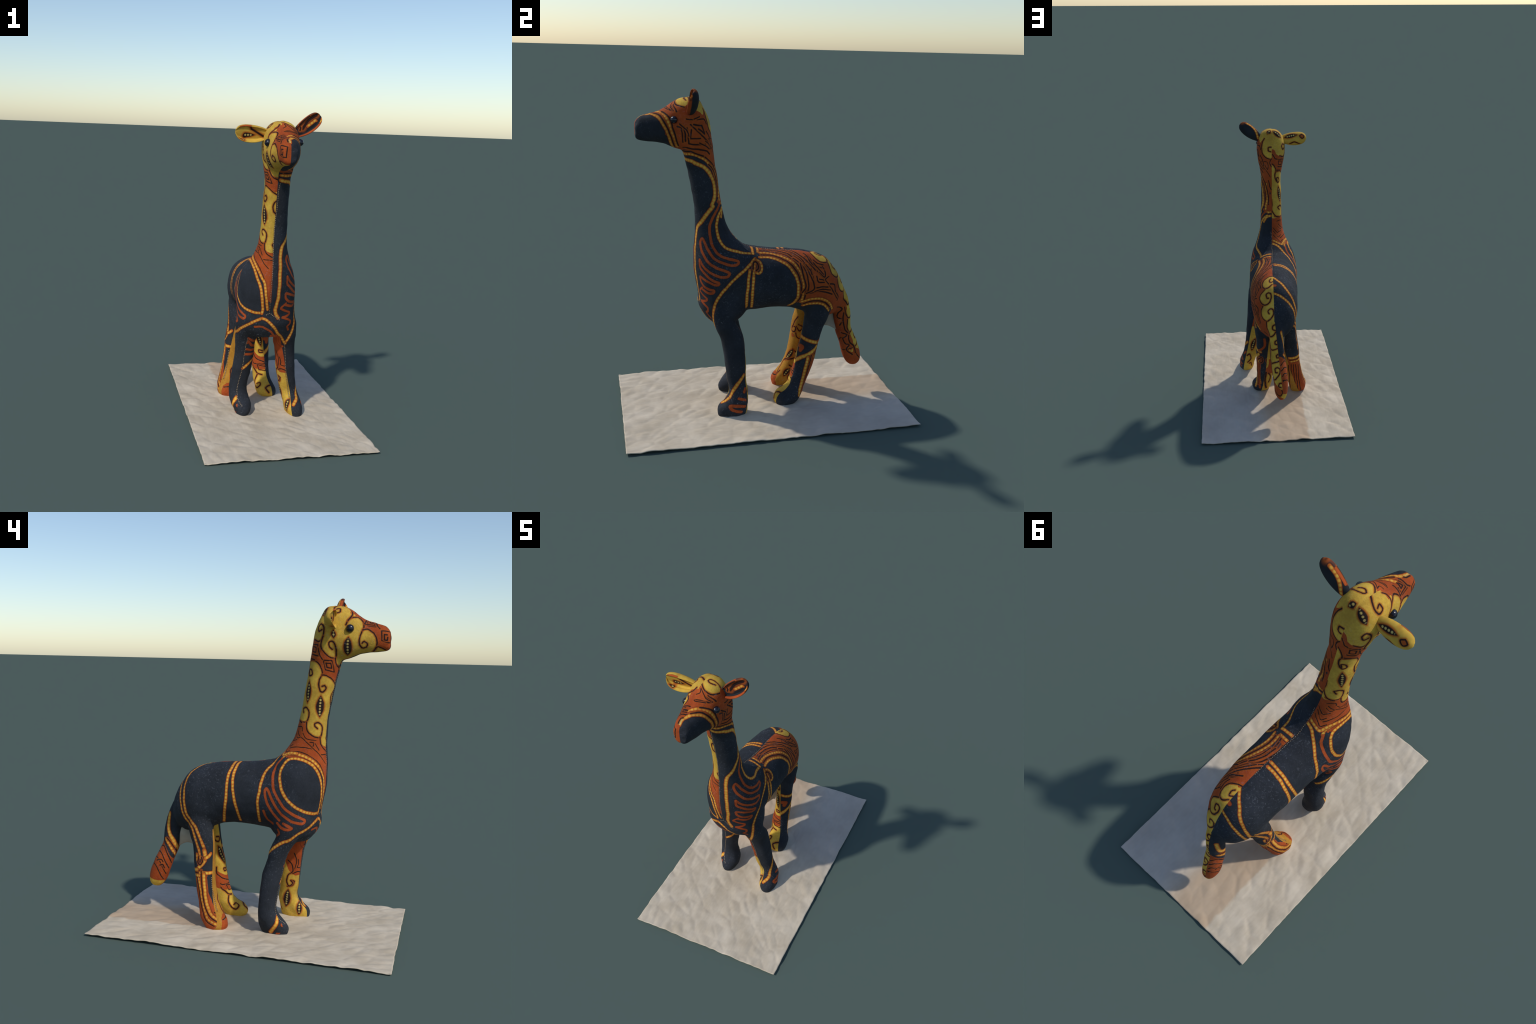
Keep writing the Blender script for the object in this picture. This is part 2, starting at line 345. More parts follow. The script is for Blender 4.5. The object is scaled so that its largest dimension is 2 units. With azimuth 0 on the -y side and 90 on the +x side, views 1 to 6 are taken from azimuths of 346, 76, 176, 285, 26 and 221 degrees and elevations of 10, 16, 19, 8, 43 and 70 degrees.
patch('orange', 'R', [(0, 60, 100), (0, 150, 108), (0, 135, 60), (0, 150, -20), (0, 40, -20)], raw=True, only='hindleg_left')
patch('yellow', 'L', [(-45, -324, 1702), (-62, -320, 1681), (-77, -318, 1647), (-75, -315, 1618), (-44, -312, 1619)], plane='xz', limit=(1, 1, -0.44))
# --- torso left
bead('L', [(-170, -204, 1045), (-188, -189, 1013), (-203, -184, 971), (-218, -193, 921), (-228, -212, 875), (-234, -244, 835), (-226, -287, 799), (-205, -332, 774), (-155, -376, 757), (-117, -393, 755)])
bead('L', [(-108, -396, 752), (-103, -401, 778), (-109, -410, 826), (-118, -415, 885), (-129, -413, 934), (-149, -401, 986), (-160, -372, 1033), (-166, -334, 1058), (-167, -290, 1071), (-162, -250, 1073), (-164, -221, 1063), (-170, -204, 1045)])
bead('L', [(-134, -180, 1068), (-129, -203, 1087), (-143, -245, 1098), (-153, -287, 1095), (-158, -327, 1084), (-154, -365, 1063), (-141, -398, 1031), (-126, -415, 994), (-103, -423, 953), (-94, -424, 896), (-85, -417, 836), (-74, -406, 779)])
bead('L', [(-34, -172, 1094), (-71, -161, 1082), (-100, -143, 1058), (-134, -119, 1022), (-161, -95, 994), (-191, -77, 945), (-213, -66, 866), (-214, -57, 818), (-200, -60, 757), (-154, -60, 688)])
org('L', [(-137, -181, 1066), (-148, -155, 1034), (-173, -143, 998), (-201, -143, 954), (-220, -151, 904), (-227, -169, 863), (-230, -200, 817), (-232, -236, 779), (-229, -274, 757), (-216, -311, 738), (-200, -337, 723), (-206, -329, 706), (-220, -303, 706), (-230, -256, 720), (-230, -217, 746), (-226, -180, 781), (-226, -155, 818), (-225, -136, 855), (-219, -122, 887), (-215, -109, 896), (-217, -101, 876), (-221, -109, 833), (-219, -129, 790), (-214, -154, 752), (-224, -191, 718)])
org('L', [(-208, -94, 762), (-196, -102, 734), (-185, -119, 706), (-202, -150, 691)])
org('L', [(-219, -181, 697), (-225, -204, 674), (-236, -239, 666), (-233, -269, 676), (-232, -242, 689), (-228, -218, 700)])
org('L', [(-214, -183, 657), (-223, -194, 638), (-205, -177, 622)])
bead('L', [(-31, 125, 1019), (-118, 129, 992), (-166, 137, 949), (-190, 138, 898), (-200, 137, 850), (-198, 142, 790), (-171, 154, 724), (-101, 178, 657)])
bead('L', [(-26, 97, 1020), (-120, 103, 994), (-166, 106, 951), (-192, 102, 901), (-204, 90, 834), (-200, 80, 785), (-184, 68, 738), (-128, 66, 676)])
bead('L', [(0, 301, 994), (-30, 339, 985), (-61, 369, 968), (-92, 401, 938), (-131, 420, 878), (-163, 415, 778), (-165, 412, 764), (-163, 399, 698), (-161, 372, 659), (-172, 336, 623), (-173, 319, 584), (-175, 297, 540), (-180, 276, 496), (-184, 261, 453)])
bead('L', [(-3, 436, 919), (-46, 448, 904), (-99, 456, 861), (-141, 448, 794), (-149, 442, 769), (-155, 423, 695), (-147, 399, 654), (-164, 365, 619), (-171, 346, 576), (-174, 329, 526), (-182, 309, 484), (-190, 298, 441)], w=0.0085)
org('L', [(3, 390, 962), (-14, 392, 963)], w=0.012)
bead('B', [(-103, -396, 723), (-130, -388, 710), (-161, -371, 688), (-186, -344, 665), (-211, -296, 636), (-230, -249, 600), (-233, -224, 593), (-226, -181, 566), (-212, -152, 539), (-179, -124, 501)])
# --- torso right
bead('R', [(-46, -483, 1593), (-17, -479, 1587), (17, -450, 1580), (27, -433, 1570), (35, -385, 1550), (34, -356, 1525), (27, -330, 1481), (25, -316, 1431), (29, -313, 1372), (40, -332, 1320), (39, -325, 1311), (42, -360, 1272), (28, -392, 1219), (1, -415, 1181), (-8, -420, 1138), (-9, -425, 1081), (-8, -428, 1016), (-8, -428, 949), (-8, -423, 890), (-12, -414, 834), (-24, -407, 787), (-19, -401, 749), (-2, -400, 722)], w=0.012)
bead('R', [(-48, -491, 1622), (-16, -487, 1620), (23, -458, 1622), (33, -433, 1617), (36, -414, 1611), (34, -375, 1591), (27, -345, 1562), (18, -324, 1526), (12, -308, 1478), (0, -311, 1539), (-3, -297, 1482), (-7, -288, 1429), (4, -288, 1382), (8, -283, 1338), (-8, -271, 1321), (-30, -266, 1323)], w=0.0085)
bead('R', [(-29, -261, 1294), (1, -266, 1283), (23, -274, 1244), (-3, -267, 1295), (36, -294, 1249), (48, -306, 1191), (61, -298, 1133), (76, -275, 1084), (86, -241, 1059), (79, -189, 1040), (61, -134, 1023), (58, -82, 1017)])
org('R', [(5, -279, 1328), (36, -304, 1285), (45, -330, 1242), (48, -347, 1192), (58, -347, 1139), (74, -337, 1086), (90, -317, 1049), (107, -285, 1021), (112, -245, 1005), (107, -204, 993), (103, -179, 983), (112, -189, 966), (121, -226, 966), (119, -277, 981), (106, -320, 1002), (89, -347, 1029), (70, -364, 1061), (56, -377, 1093), (42, -389, 1120), (33, -401, 1099), (43, -400, 1060), (64, -388, 1024), (87, -366, 988), (108, -335, 962), (125, -297, 945), (129, -263, 933), (130, -238, 920), (133, -253, 899), (131, -288, 897), (120, -326, 908), (95, -363, 928), (70, -389, 953), (47, -407, 988)])
org('R', [(47, -407, 988), (47, -406, 947), (71, -389, 917), (96, -363, 890), (115, -336, 873), (130, -304, 862), (129, -307, 848), (115, -335, 850), (87, -371, 864), (55, -396, 878), (42, -404, 880), (43, -399, 851), (67, -384, 826), (96, -358, 813), (115, -330, 809), (110, -340, 791), (86, -366, 789), (59, -385, 800), (42, -394, 805)])
org('R', [(50, -391, 814), (14, -401, 785), (30, -394, 772), (80, -368, 748), (69, -376, 732), (30, -393, 723), (28, -394, 721), (82, -370, 700), (89, -363, 675), (70, -369, 658), (85, -345, 628)], w=0.0075)
bead('R', [(-36, -78, 1043), (58, -83, 1017)])
bead('R', [(-36, -42, 1035), (42, -47, 1019)], w=0.0085)
bead('R', [(88, -75, 994), (126, -136, 943), (135, -188, 901), (139, -239, 853), (137, -278, 807), (128, -312, 758), (122, -329, 709), (122, -336, 651), (111, -330, 604), (108, -327, 594), (92, -310, 548), (79, -298, 523)])
bead('R', [(131, -116, 933), (145, -126, 859), (138, -130, 778), (101, -127, 690)])
bead('R', [(137, -91, 918), (146, -95, 858), (141, -99, 777), (87, -91, 683)])
bead('R', [(101, -78, 980), (120, -84, 954), (138, -92, 913)], w=0.008)
bead('R', [(94, -68, 988), (102, -47, 976), (117, -39, 956), (132, -42, 929), (139, -61, 913), (136, -79, 919)], w=0.008)
line('R', [(128, -95, 941), (108, -89, 972), (103, -75, 977), (112, -62, 966), (126, -62, 944), (132, -76, 931)], w=0.0049)
bead('R', [(44, -40, 1017), (42, 16, 1012), (58, 75, 1000), (84, 132, 981), (116, 177, 946), (139, 204, 904), (150, 219, 853), (153, 222, 801), (142, 220, 743), (134, 212, 725)], w=0.0085)
bead('R', [(77, -47, 998), (73, 9, 994), (89, 68, 980), (114, 120, 953), (138, 157, 911), (151, 181, 861), (152, 188, 808), (141, 188, 750), (121, 174, 711), (87, 146, 679)])
line('R', [(59, -30, 1007), (58, 23, 1003), (74, 76, 991), (101, 128, 968), (129, 169, 927), (147, 192, 880), (153, 204, 823), (146, 207, 762), (128, 193, 718)], w=0.0049)
line('R', [(21, -32, 1026), (13, 33, 1020), (35, 102, 1008), (72, 151, 988), (116, 193, 945), (138, 217, 903), (150, 232, 847), (153, 236, 789), (139, 232, 731)], w=0.0049)
line('R', [(-12, -9, 1027), (-17, 77, 1020), (32, 145, 1009), (78, 197, 982), (106, 233, 951)], w=0.0049)
line('R', [(74, 233, 981), (111, 288, 931), (130, 338, 878), (133, 377, 834), (123, 421, 771), (101, 459, 709)], w=0.0049)
line('R', [(78, 168, 982), (105, 204, 957), (126, 231, 924), (141, 246, 880), (154, 253, 820), (152, 250, 774), (150, 304, 783), (142, 361, 775), (126, 415, 752)], w=0.0049)
line('R', [(122, 272, 921), (140, 282, 873), (152, 290, 812), (146, 336, 808), (135, 383, 804)], w=0.0049)
line('R', [(135, 307, 876), (145, 316, 842), (138, 356, 835)], w=0.0049)
line('R', [(-21, 140, 1018), (32, 190, 1006), (74, 233, 981), (56, 259, 988), (71, 277, 976), (97, 281, 951), (104, 263, 948)], w=0.0049)
line('R', [(105, 317, 930), (103, 355, 917), (112, 367, 898), (128, 361, 865), (123, 328, 898)], w=0.0049)
line('R', [(126, 401, 819), (111, 434, 808), (113, 438, 770), (105, 456, 738)], w=0.0049)
line('R', [(71, 234, 983), (85, 251, 970), (99, 269, 952), (112, 277, 934)], w=0.0049)
bead('R', [(127, 212, 711), (144, 265, 731), (144, 318, 734), (139, 364, 721), (124, 403, 690), (96, 429, 643)])
bead('R', [(108, 229, 680), (132, 270, 698), (134, 323, 700), (131, 368, 684), (127, 398, 644)], w=0.0085)
line('R', [(120, 230, 696), (140, 267, 716), (140, 320, 718), (134, 366, 703), (122, 404, 667)], w=0.0049)
line('R', [(-5, 287, 995), (26, 296, 992), (61, 314, 972), (75, 346, 950), (63, 390, 940), (33, 400, 951), (5, 381, 967)], w=0.004)
line('R', [(0, 355, 978), (18, 364, 974), (24, 341, 981), (11, 325, 989)], w=0.0035)
line('R', [(59, 400, 936), (87, 405, 906), (98, 418, 874), (87, 443, 852), (64, 466, 844), (34, 472, 862), (18, 457, 892), (19, 438, 917), (36, 429, 922), (51, 432, 910), (47, 449, 890), (35, 453, 892)], w=0.004)
line('R', [(78, 461, 834), (91, 464, 798), (85, 480, 762), (57, 512, 740), (28, 522, 762), (5, 512, 794), (9, 500, 822), (28, 495, 825), (43, 496, 810), (37, 506, 795)], w=0.004)
line('R', [(57, 513, 737), (53, 519, 691), (40, 542, 663), (31, 558, 640), (7, 570, 659), (-8, 565, 683)], w=0.004)
line('R', [(-2, 546, 726), (13, 548, 719), (14, 558, 696), (-3, 562, 689)])
line('R', [(40, 535, 627), (34, 549, 573), (26, 572, 546), (0, 592, 557), (-15, 594, 565)], w=0.004)
line('R', [(-11, 583, 623), (1, 580, 614), (1, 585, 597), (-11, 589, 594)])
line('R', [(30, 563, 536), (32, 562, 480), (27, 583, 447), (-4, 605, 462), (-29, 603, 471)], w=0.004)
line('R', [(-17, 596, 520), (-7, 596, 510), (-10, 598, 494), (-22, 599, 494)])
line('R', [(27, 584, 441), (8, 291, 231), (17, 608, 328), (-5, 649, 363), (-26, 641, 391), (-29, 628, 417), (-12, 622, 429), (5, 620, 418), (3, 631, 395), (-9, 636, 397)], w=0.004)
line('R', [(14, 629, 331), (6, 653, 271), (-22, 684, 236), (-42, 686, 259), (-37, 682, 279)], w=0.004)
line('R', [(-41, 666, 329), (-21, 667, 327), (-15, 672, 308), (-32, 677, 299)])
line('R', [(72, 472, 642), (40, 518, 617), (27, 496, 585), (19, 494, 554), (32, 530, 539), (24, 513, 497)], w=0.0049)
line('R', [(36, 532, 586), (32, 531, 533), (33, 545, 475), (31, 570, 444)], w=0.0049)
line('R', [(26, 526, 445), (31, 565, 432), (18, 542, 400), (17, 562, 362), (22, 589, 357), (8, 574, 317), (11, 615, 279)], w=0.0049)
line('R', [(29, 577, 425), (25, 587, 376), (16, 622, 340), (10, 638, 289)], w=0.0049)
bead('L', [(-46, 553, 668), (-57, 556, 606), (-63, 551, 560), (-66, 535, 522), (-61, 515, 488), (-26, 503, 438)], w=0.013)
bead('L', [(-58, 576, 506), (-70, 547, 474), (-64, 522, 432), (-19, 522, 391)])
line('L', [(-63, 564, 511), (-68, 532, 483), (-57, 513, 445), (-7, 518, 406)])
line('L', [(-37, 615, 443), (-62, 587, 461), (-76, 567, 439), (-75, 545, 393), (-44, 540, 348)])
line('L', [(-40, 632, 407), (-63, 610, 425), (-81, 586, 403), (-77, 565, 355), (-59, 553, 316)])
line('L', [(-46, 648, 373), (-59, 634, 387), (-84, 605, 365), (-83, 583, 319), (-68, 568, 282)])
line('L', [(-50, 660, 338), (-48, 658, 346), (-84, 626, 327), (-84, 604, 281), (-69, 586, 246)])
line('L', [(-78, 625, 365), (-84, 594, 374), (-83, 581, 359)])
line('L', [(-87, 601, 337), (-84, 583, 343), (-79, 574, 321)])
# --- head left
line('L', [(-147, -389, 1804), (-135, -371, 1795), (-126, -366, 1818), (-136, -384, 1836), (-150, -400, 1817), (-151, -400, 1781), (-146, -389, 1751), (-134, -368, 1740), (-108, -344, 1750)])
line('L', [(-150, -398, 1767), (-141, -385, 1722), (-137, -399, 1685), (-130, -432, 1658), (-115, -465, 1651), (-131, -473, 1687), (-146, -467, 1723), (-149, -450, 1741), (-147, -432, 1734), (-142, -436, 1709), (-135, -450, 1698)])
line('L', [(-115, -465, 1651), (-96, -470, 1613), (-28, -480, 1580)])
line('L', [(-144, -522, 1832), (-140, -532, 1860), (-125, -557, 1874), (-105, -587, 1873), (-114, -612, 1853), (-132, -621, 1820), (-140, -613, 1802), (-146, -601, 1770), (-139, -600, 1730), (-125, -615, 1708), (-123, -637, 1713), (-131, -643, 1731), (-139, -626, 1744), (-139, -615, 1735)])
line('L', [(-139, -617, 1806), (-131, -643, 1810), (-129, -671, 1794), (-128, -690, 1768), (-122, -697, 1732), (-111, -691, 1709), (-91, -671, 1691)])
line('L', [(-141, -532, 1857), (-123, -550, 1883), (-95, -550, 1903), (-79, -533, 1920)])
line('L', [(-58, -480, 1938), (-82, -462, 1938), (-109, -448, 1925), (-130, -452, 1902), (-133, -469, 1897), (-128, -484, 1904), (-110, -482, 1922), (-115, -464, 1919)])
line('L', [(-91, -674, 1691), (-113, -696, 1714), (-108, -718, 1712), (-94, -740, 1701)])
line('L', [(-117, -717, 1802), (-92, -762, 1797), (-96, -765, 1738), (-121, -722, 1750), (-117, -717, 1802)], straight=True)
line('L', [(-113, -749, 1782), (-118, -734, 1782), (-118, -735, 1755), (-113, -750, 1753), (-114, -752, 1769)], straight=True)
line('L', [(-93, -632, 1856), (-100, -682, 1838), (-114, -684, 1824), (-122, -641, 1829), (-93, -632, 1856)], straight=True)
line('L', [(-101, -649, 1847), (-105, -666, 1839)])
line('L', [(-56, -629, 1863), (-122, -623, 1839), (-108, -678, 1833), (-62, -667, 1851), (-56, -629, 1863)], straight=True)
line('L', [(-75, -656, 1852), (-102, -651, 1846), (-97, -668, 1844), (-79, -661, 1851)], straight=True)
line('L', [(-58, -683, 1847), (-87, -686, 1844), (-107, -691, 1830), (-115, -707, 1814)])
line('L', [(-64, -704, 1839), (-82, -714, 1837), (-84, -741, 1825)], w=0.004)
line('L', [(-127, -399, 1635), (-120, -447, 1636), (-92, -459, 1573), (-117, -413, 1583), (-127, -399, 1635)], straight=True)
line('L', [(-123, -415, 1620), (-119, -441, 1619), (-109, -446, 1593), (-118, -421, 1596), (-123, -415, 1620)], straight=True)
line('L', [(-88, -332, 1722), (-132, -366, 1722), (-127, -372, 1659), (-93, -329, 1668)], straight=True)
line('L', [(-101, -337, 1712), (-123, -356, 1708), (-120, -355, 1679), (-101, -335, 1683), (-101, -337, 1712)], straight=True)
line('L', [(-52, -331, 1764), (-70, -328, 1733), (-88, -332, 1727)])
line('L', [(-132, -369, 1703), (-129, -379, 1662), (-128, -394, 1639)])
leaf('L', [(-60, -406, 1933), (-90, -393, 1917), (-122, -391, 1882)], w=0.021, tip=0.4)
leaf('R', [(-18, -389, 1913), (-31, -401, 1930), (-42, -411, 1936)], w=0.016, tip=0.4)
leaf('L', [(-152, -539, 1769), (-145, -537, 1720), (-106, -533, 1665)], w=0.024)
leaf('L', [(-156, -456, 1804), (-153, -457, 1759)], w=0.014)
# --- neck left
line('L', [(-82, -319, 1633), (-112, -349, 1633), (-119, -375, 1611), (-118, -392, 1579), (-117, -393, 1551), (-116, -378, 1527), (-119, -377, 1490), (-119, -386, 1462), (-114, -403, 1456), (-109, -419, 1477), (-113, -411, 1494), (-117, -395, 1490)])
line('L', [(-117, -393, 1553), (-112, -418, 1551), (-98, -445, 1533), (-60, -459, 1505)])
line('L', [(-86, -315, 1559), (-81, -316, 1581), (-98, -330, 1580), (-103, -335, 1554), (-90, -317, 1547), (-72, -310, 1574), (-68, -312, 1610), (-82, -319, 1640), (-111, -346, 1638)])
leaf('L', [(-94, -318, 1520), (-103, -316, 1454), (-109, -313, 1390)], w=0.019)
leaf('L', [(-117, -392, 1436), (-115, -388, 1372), (-110, -388, 1310)], w=0.024)
line('L', [(-101, -292, 1336), (-88, -287, 1356), (-108, -307, 1365), (-117, -325, 1343), (-118, -323, 1305), (-115, -307, 1282), (-97, -279, 1282), (-61, -260, 1288)])
line('L', [(-115, -378, 1247), (-118, -364, 1259), (-118, -363, 1277), (-112, -383, 1281), (-99, -402, 1259), (-99, -402, 1226), (-108, -393, 1197), (-122, -364, 1199), (-124, -330, 1220), (-120, -314, 1252), (-117, -312, 1280)])
line('L', [(-108, -393, 1197), (-106, -399, 1159), (-91, -414, 1129), (-42, -426, 1105)])
line('L', [(-51, -455, 1470), (-69, -449, 1455), (-76, -441, 1426), (-69, -439, 1398), (-51, -438, 1380)])
line('L', [(-59, -419, 1199), (-65, -419, 1190), (-58, -421, 1177)])
line('L', [(-42, -323, 1698), (-62, -320, 1681), (-77, -319, 1649), (-77, -317, 1636)])
line('L', [(-39, -283, 1416), (-42, -278, 1383), (-38, -271, 1346), (-51, -264, 1313), (-73, -264, 1287), (-102, -282, 1278)])
line('L', [(-99, -215, 1124), (-132, -271, 1138), (-139, -311, 1136), (-138, -350, 1130)], w=0.003)
line('L', [(-133, -238, 1108), (-143, -269, 1112), (-148, -300, 1109), (-151, -349, 1089), (-140, -387, 1061), (-123, -412, 1022), (-107, -422, 982)], w=0.003)
line('L', [(-87, -259, 1227), (-111, -274, 1201), (-128, -308, 1176), (-135, -344, 1145), (-130, -378, 1117), (-115, -406, 1083), (-84, -426, 1042)], w=0.003)
line('L', [(-119, -295, 1217), (-126, -312, 1190), (-129, -342, 1182), (-120, -374, 1178)], w=0.003)
line('L', [(-131, -338, 1168), (-128, -362, 1163), (-133, -358, 1145)], w=0.003)
line('L', [(-77, -258, 1251), (-108, -284, 1254), (-115, -290, 1229)], w=0.003)
line('L', [(-83, -251, 1212), (-103, -258, 1188), (-115, -278, 1192)], w=0.003)
line('L', [(-125, -371, 1159), (-120, -391, 1124)], w=0.003)
line('L', [(-112, -405, 1097), (-57, -424, 1094)], w=0.003)
line('L', [(-49, -228, 1178), (-76, -215, 1145), (-87, -215, 1134), (-105, -235, 1146)], w=0.003)
line('L', [(-45, -214, 1152), (-83, -198, 1117), (-102, -196, 1103), (-120, -222, 1111)], w=0.003)
line('L', [(-46, -238, 1203), (-76, -230, 1169), (-89, -237, 1168), (-108, -258, 1177)], w=0.003)
bead('L', [(-41, -189, 1116), (-73, -181, 1101), (-111, -182, 1085), (-131, -223, 1101), (-148, -268, 1101)])
# --- head right
bead('R', [(-74, -746, 1821), (-69, -714, 1837), (-50, -686, 1845), (-25, -662, 1845), (0, -638, 1834), (22, -619, 1810), (33, -598, 1772), (33, -580, 1728), (17, -569, 1693), (-14, -552, 1661)], w=0.0115)
bead('R', [(-79, -664, 1850), (-54, -646, 1857), (-29, -630, 1859), (-4, -612, 1852), (20, -597, 1835), (38, -580, 1799), (45, -565, 1757), (41, -553, 1722), (36, -544, 1704), (5, -530, 1662)], w=0.0095)
line('R', [(-46, -670, 1851), (-11, -635, 1845), (20, -613, 1820), (35, -594, 1786), (39, -576, 1745), (30, -561, 1706), (-1, -544, 1664)], w=0.0049)
line('R', [(-19, -616, 1861), (15, -591, 1847), (35, -574, 1824), (45, -562, 1783), (46, -544, 1731), (18, -525, 1671)], w=0.0049)
line('R', [(53, -535, 1784), (59, -512, 1780), (56, -505, 1747), (40, -501, 1693)], straight=True, w=0.0049)
line('R', [(60, -455, 1766), (50, -459, 1713), (56, -403, 1716)], straight=True, w=0.0049)
line('R', [(62, -479, 1775), (54, -476, 1727), (36, -467, 1683), (42, -372, 1680)], straight=True, w=0.0049)
line('R', [(61, -498, 1784), (58, -491, 1747), (43, -487, 1698)], straight=True, w=0.0049)
line('R', [(14, -498, 1661), (36, -453, 1654), (44, -406, 1652), (32, -360, 1638), (21, -344, 1620)], straight=True, w=0.0049)
line('R', [(-29, -498, 1636), (29, -457, 1638), (40, -405, 1620), (31, -365, 1600), (19, -331, 1563)], straight=True, w=0.0049)
line('R', [(61, -460, 1794), (61, -422, 1761), (54, -388, 1727), (34, -356, 1691), (13, -333, 1650)], straight=True, w=0.0049)
line('R', [(61, -441, 1794), (57, -395, 1789), (50, -378, 1741), (61, -413, 1770)], straight=True, w=0.0049)
line('R', [(-4, -541, 1909), (-1, -551, 1900), (36, -536, 1866)], straight=True, w=0.0049)
line('R', [(-86, -594, 1878), (11, -571, 1873), (25, -554, 1869), (-15, -563, 1898)], straight=True, w=0.0049)
line('R', [(-82, -572, 1894), (-64, -595, 1878), (-30, -594, 1879), (-2, -582, 1875)], w=0.003)
line('R', [(-78, -567, 1897), (-48, -557, 1909), (-52, -533, 1924), (-10, -566, 1894), (19, -558, 1874)], w=0.003)
line('R', [(-64, -502, 1932), (-40, -530, 1926), (-13, -541, 1914), (18, -529, 1898), (37, -493, 1891)], w=0.004)
line('R', [(6, -480, 1927), (-19, -488, 1937), (-38, -477, 1941), (-28, -463, 1941), (-1, -459, 1932), (28, -467, 1909)], w=0.0035)
line('R', [(6, -381, 1880), (24, -372, 1847), (30, -361, 1804), (22, -350, 1766), (-3, -333, 1737), (-34, -327, 1727)], w=0.004)
line('R', [(-45, -344, 1819), (-22, -342, 1816), (-20, -337, 1794), (-39, -335, 1785)], w=0.004)
line('R', [(-42, -318, 1672), (-31, -322, 1694), (-34, -326, 1720), (-47, -328, 1733)], w=0.0035)
line('R', [(34, -354, 1711), (-12, -328, 1705), (-13, -319, 1650), (10, -336, 1688)], w=0.003)
line('R', [(44, -372, 1699), (19, -340, 1669), (-6, -321, 1636), (-32, -308, 1593)], w=0.003)
line('R', [(-18, -308, 1566), (-26, -297, 1519), (-37, -293, 1496)], w=0.004)
line('R', [(34, -373, 1603), (16, -330, 1567), (0, -306, 1517), (-8, -295, 1483), (-15, -285, 1430), (-15, -279, 1381)], w=0.004)
line('R', [(29, -350, 1562), (17, -322, 1523), (10, -305, 1476), (9, -295, 1414), (16, -297, 1373)], w=0.004)
# --- foreleg left
bead('L', [(-205, -193, 129), (-227, -195, 98), (-228, -179, 69), (-214, -157, 38)], w=0.013)
org('L', [(-203, -224, 85), (-185, -239, 72), (-186, -245, 60)], w=0.012)
org('L', [(-210, -197, 28), (-200, -227, 27), (-179, -250, 31)], w=0.01)
org('R', [(-158, -265, 556), (-132, -251, 539), (-102, -222, 523)], w=0.009)
org('R', [(-158, -241, 516), (-130, -231, 502), (13, 253, 347)], w=0.009)
org('R', [(-157, -223, 468), (-132, -218, 462), (-104, -199, 459)], w=0.009)
org('R', [(-161, -214, 432), (-135, -213, 430), (-107, -196, 429)], w=0.009)
bead('R', [(-173, -196, 328), (-147, -199, 349), (-119, -195, 376), (-101, -180, 392)])
# --- foreleg right
bead('B', [(-103, -397, 721), (-79, -402, 712), (-51, -401, 689), (-19, -392, 653), (22, -349, 598), (65, -304, 542), (83, -297, 521)])
org('B', [(-142, -371, 660), (-101, -389, 664), (-53, -382, 638), (-18, -360, 603), (35, -277, 535), (68, -284, 498)], w=0.008)
line('L', [(41, -233, 459), (54, -244, 419), (61, -242, 380), (62, -220, 329)], w=0.0035)
line('L', [(61, -254, 417), (72, -255, 383), (72, -248, 362), (100, -261, 355)], w=0.0035)
line('L', [(62, -220, 324), (80, -249, 333), (104, -258, 325)], w=0.004)
line('L', [(69, -211, 277), (78, -231, 268), (80, -220, 240), (77, -186, 233)], w=0.004)
line('L', [(47, -193, 411), (50, -215, 389), (60, -223, 341), (59, -193, 310), (70, -183, 266), (77, -197, 236), (77, -222, 256), (69, -209, 275)], w=0.004)
leaf('L', [(82, -192, 214), (93, -184, 160), (118, -172, 86)], w=0.022)
leaf('L', [(145, -251, 126), (125, -258, 90), (128, -255, 39)], w=0.017)
bead('R', [(173, -150, 269), (190, -179, 237), (194, -211, 197), (191, -231, 158), (193, -252, 127), (162, -285, 91)], w=0.011)
org('R', [(190, -144, 184), (201, -152, 167)], w=0.01)
org('R', [(219, -189, 134), (215, -146, 119)], w=0.009)
org('R', [(222, -149, 78), (232, -196, 90), (227, -245, 90), (236, -228, 65), (227, -174, 45)], w=0.01)
# --- hindleg left
bead('L', [(-182, 276, 487), (-187, 265, 440), (-193, 274, 413), (-198, 295, 390), (-192, 320, 366)], w=0.012)
bead('L', [(-187, 265, 440), (-172, 245, 454), (-163, 240, 464)], w=0.011)
bead('L', [(-182, 324, 461), (-187, 319, 424)], w=0.008)
line('L', [(-191, 290, 444), (-193, 283, 417), (-196, 296, 399), (-192, 312, 414), (-188, 308, 447)], w=0.004)
line('L', [(-185, 328, 350), (-200, 286, 363)], w=0.0045)
bead('L', [(-188, 324, 337), (-201, 291, 348), (-197, 252, 351), (-167, 225, 349)], w=0.011)
bead('L', [(-202, 270, 343), (-212, 263, 275), (-224, 249, 207), (-239, 229, 153), (-254, 201, 111), (-250, 163, 86), (-232, 129, 63)], w=0.011)
bead('L', [(-201, 305, 323), (-213, 288, 256), (-225, 272, 194), (-244, 247, 136), (-259, 222, 88), (-262, 181, 65), (-240, 132, 47)], w=0.009)
line('L', [(-200, 287, 358), (-207, 282, 299), (-221, 268, 221), (-238, 247, 156), (-257, 211, 105), (-257, 172, 79), (-239, 132, 55)], w=0.004)
line('L', [(-195, 315, 326), (-209, 298, 253), (-222, 281, 187), (-241, 260, 128), (-258, 228, 70), (-262, 181, 49)], w=0.004)
line('L', [(-240, 186, 125), (-233, 163, 108), (-209, 131, 84)], w=0.004)
line('L', [(-232, 158, 103), (-231, 141, 85), (-203, 124, 72)], w=0.0035)
bead('L', [(-120, 341, 357), (-160, 342, 357), (-194, 316, 367)], w=0.012)
bead('L', [(-129, 335, 323), (-166, 335, 327), (-201, 299, 332)], w=0.009)
line('L', [(-121, 336, 338), (-163, 339, 342), (-198, 306, 347)], w=0.004)
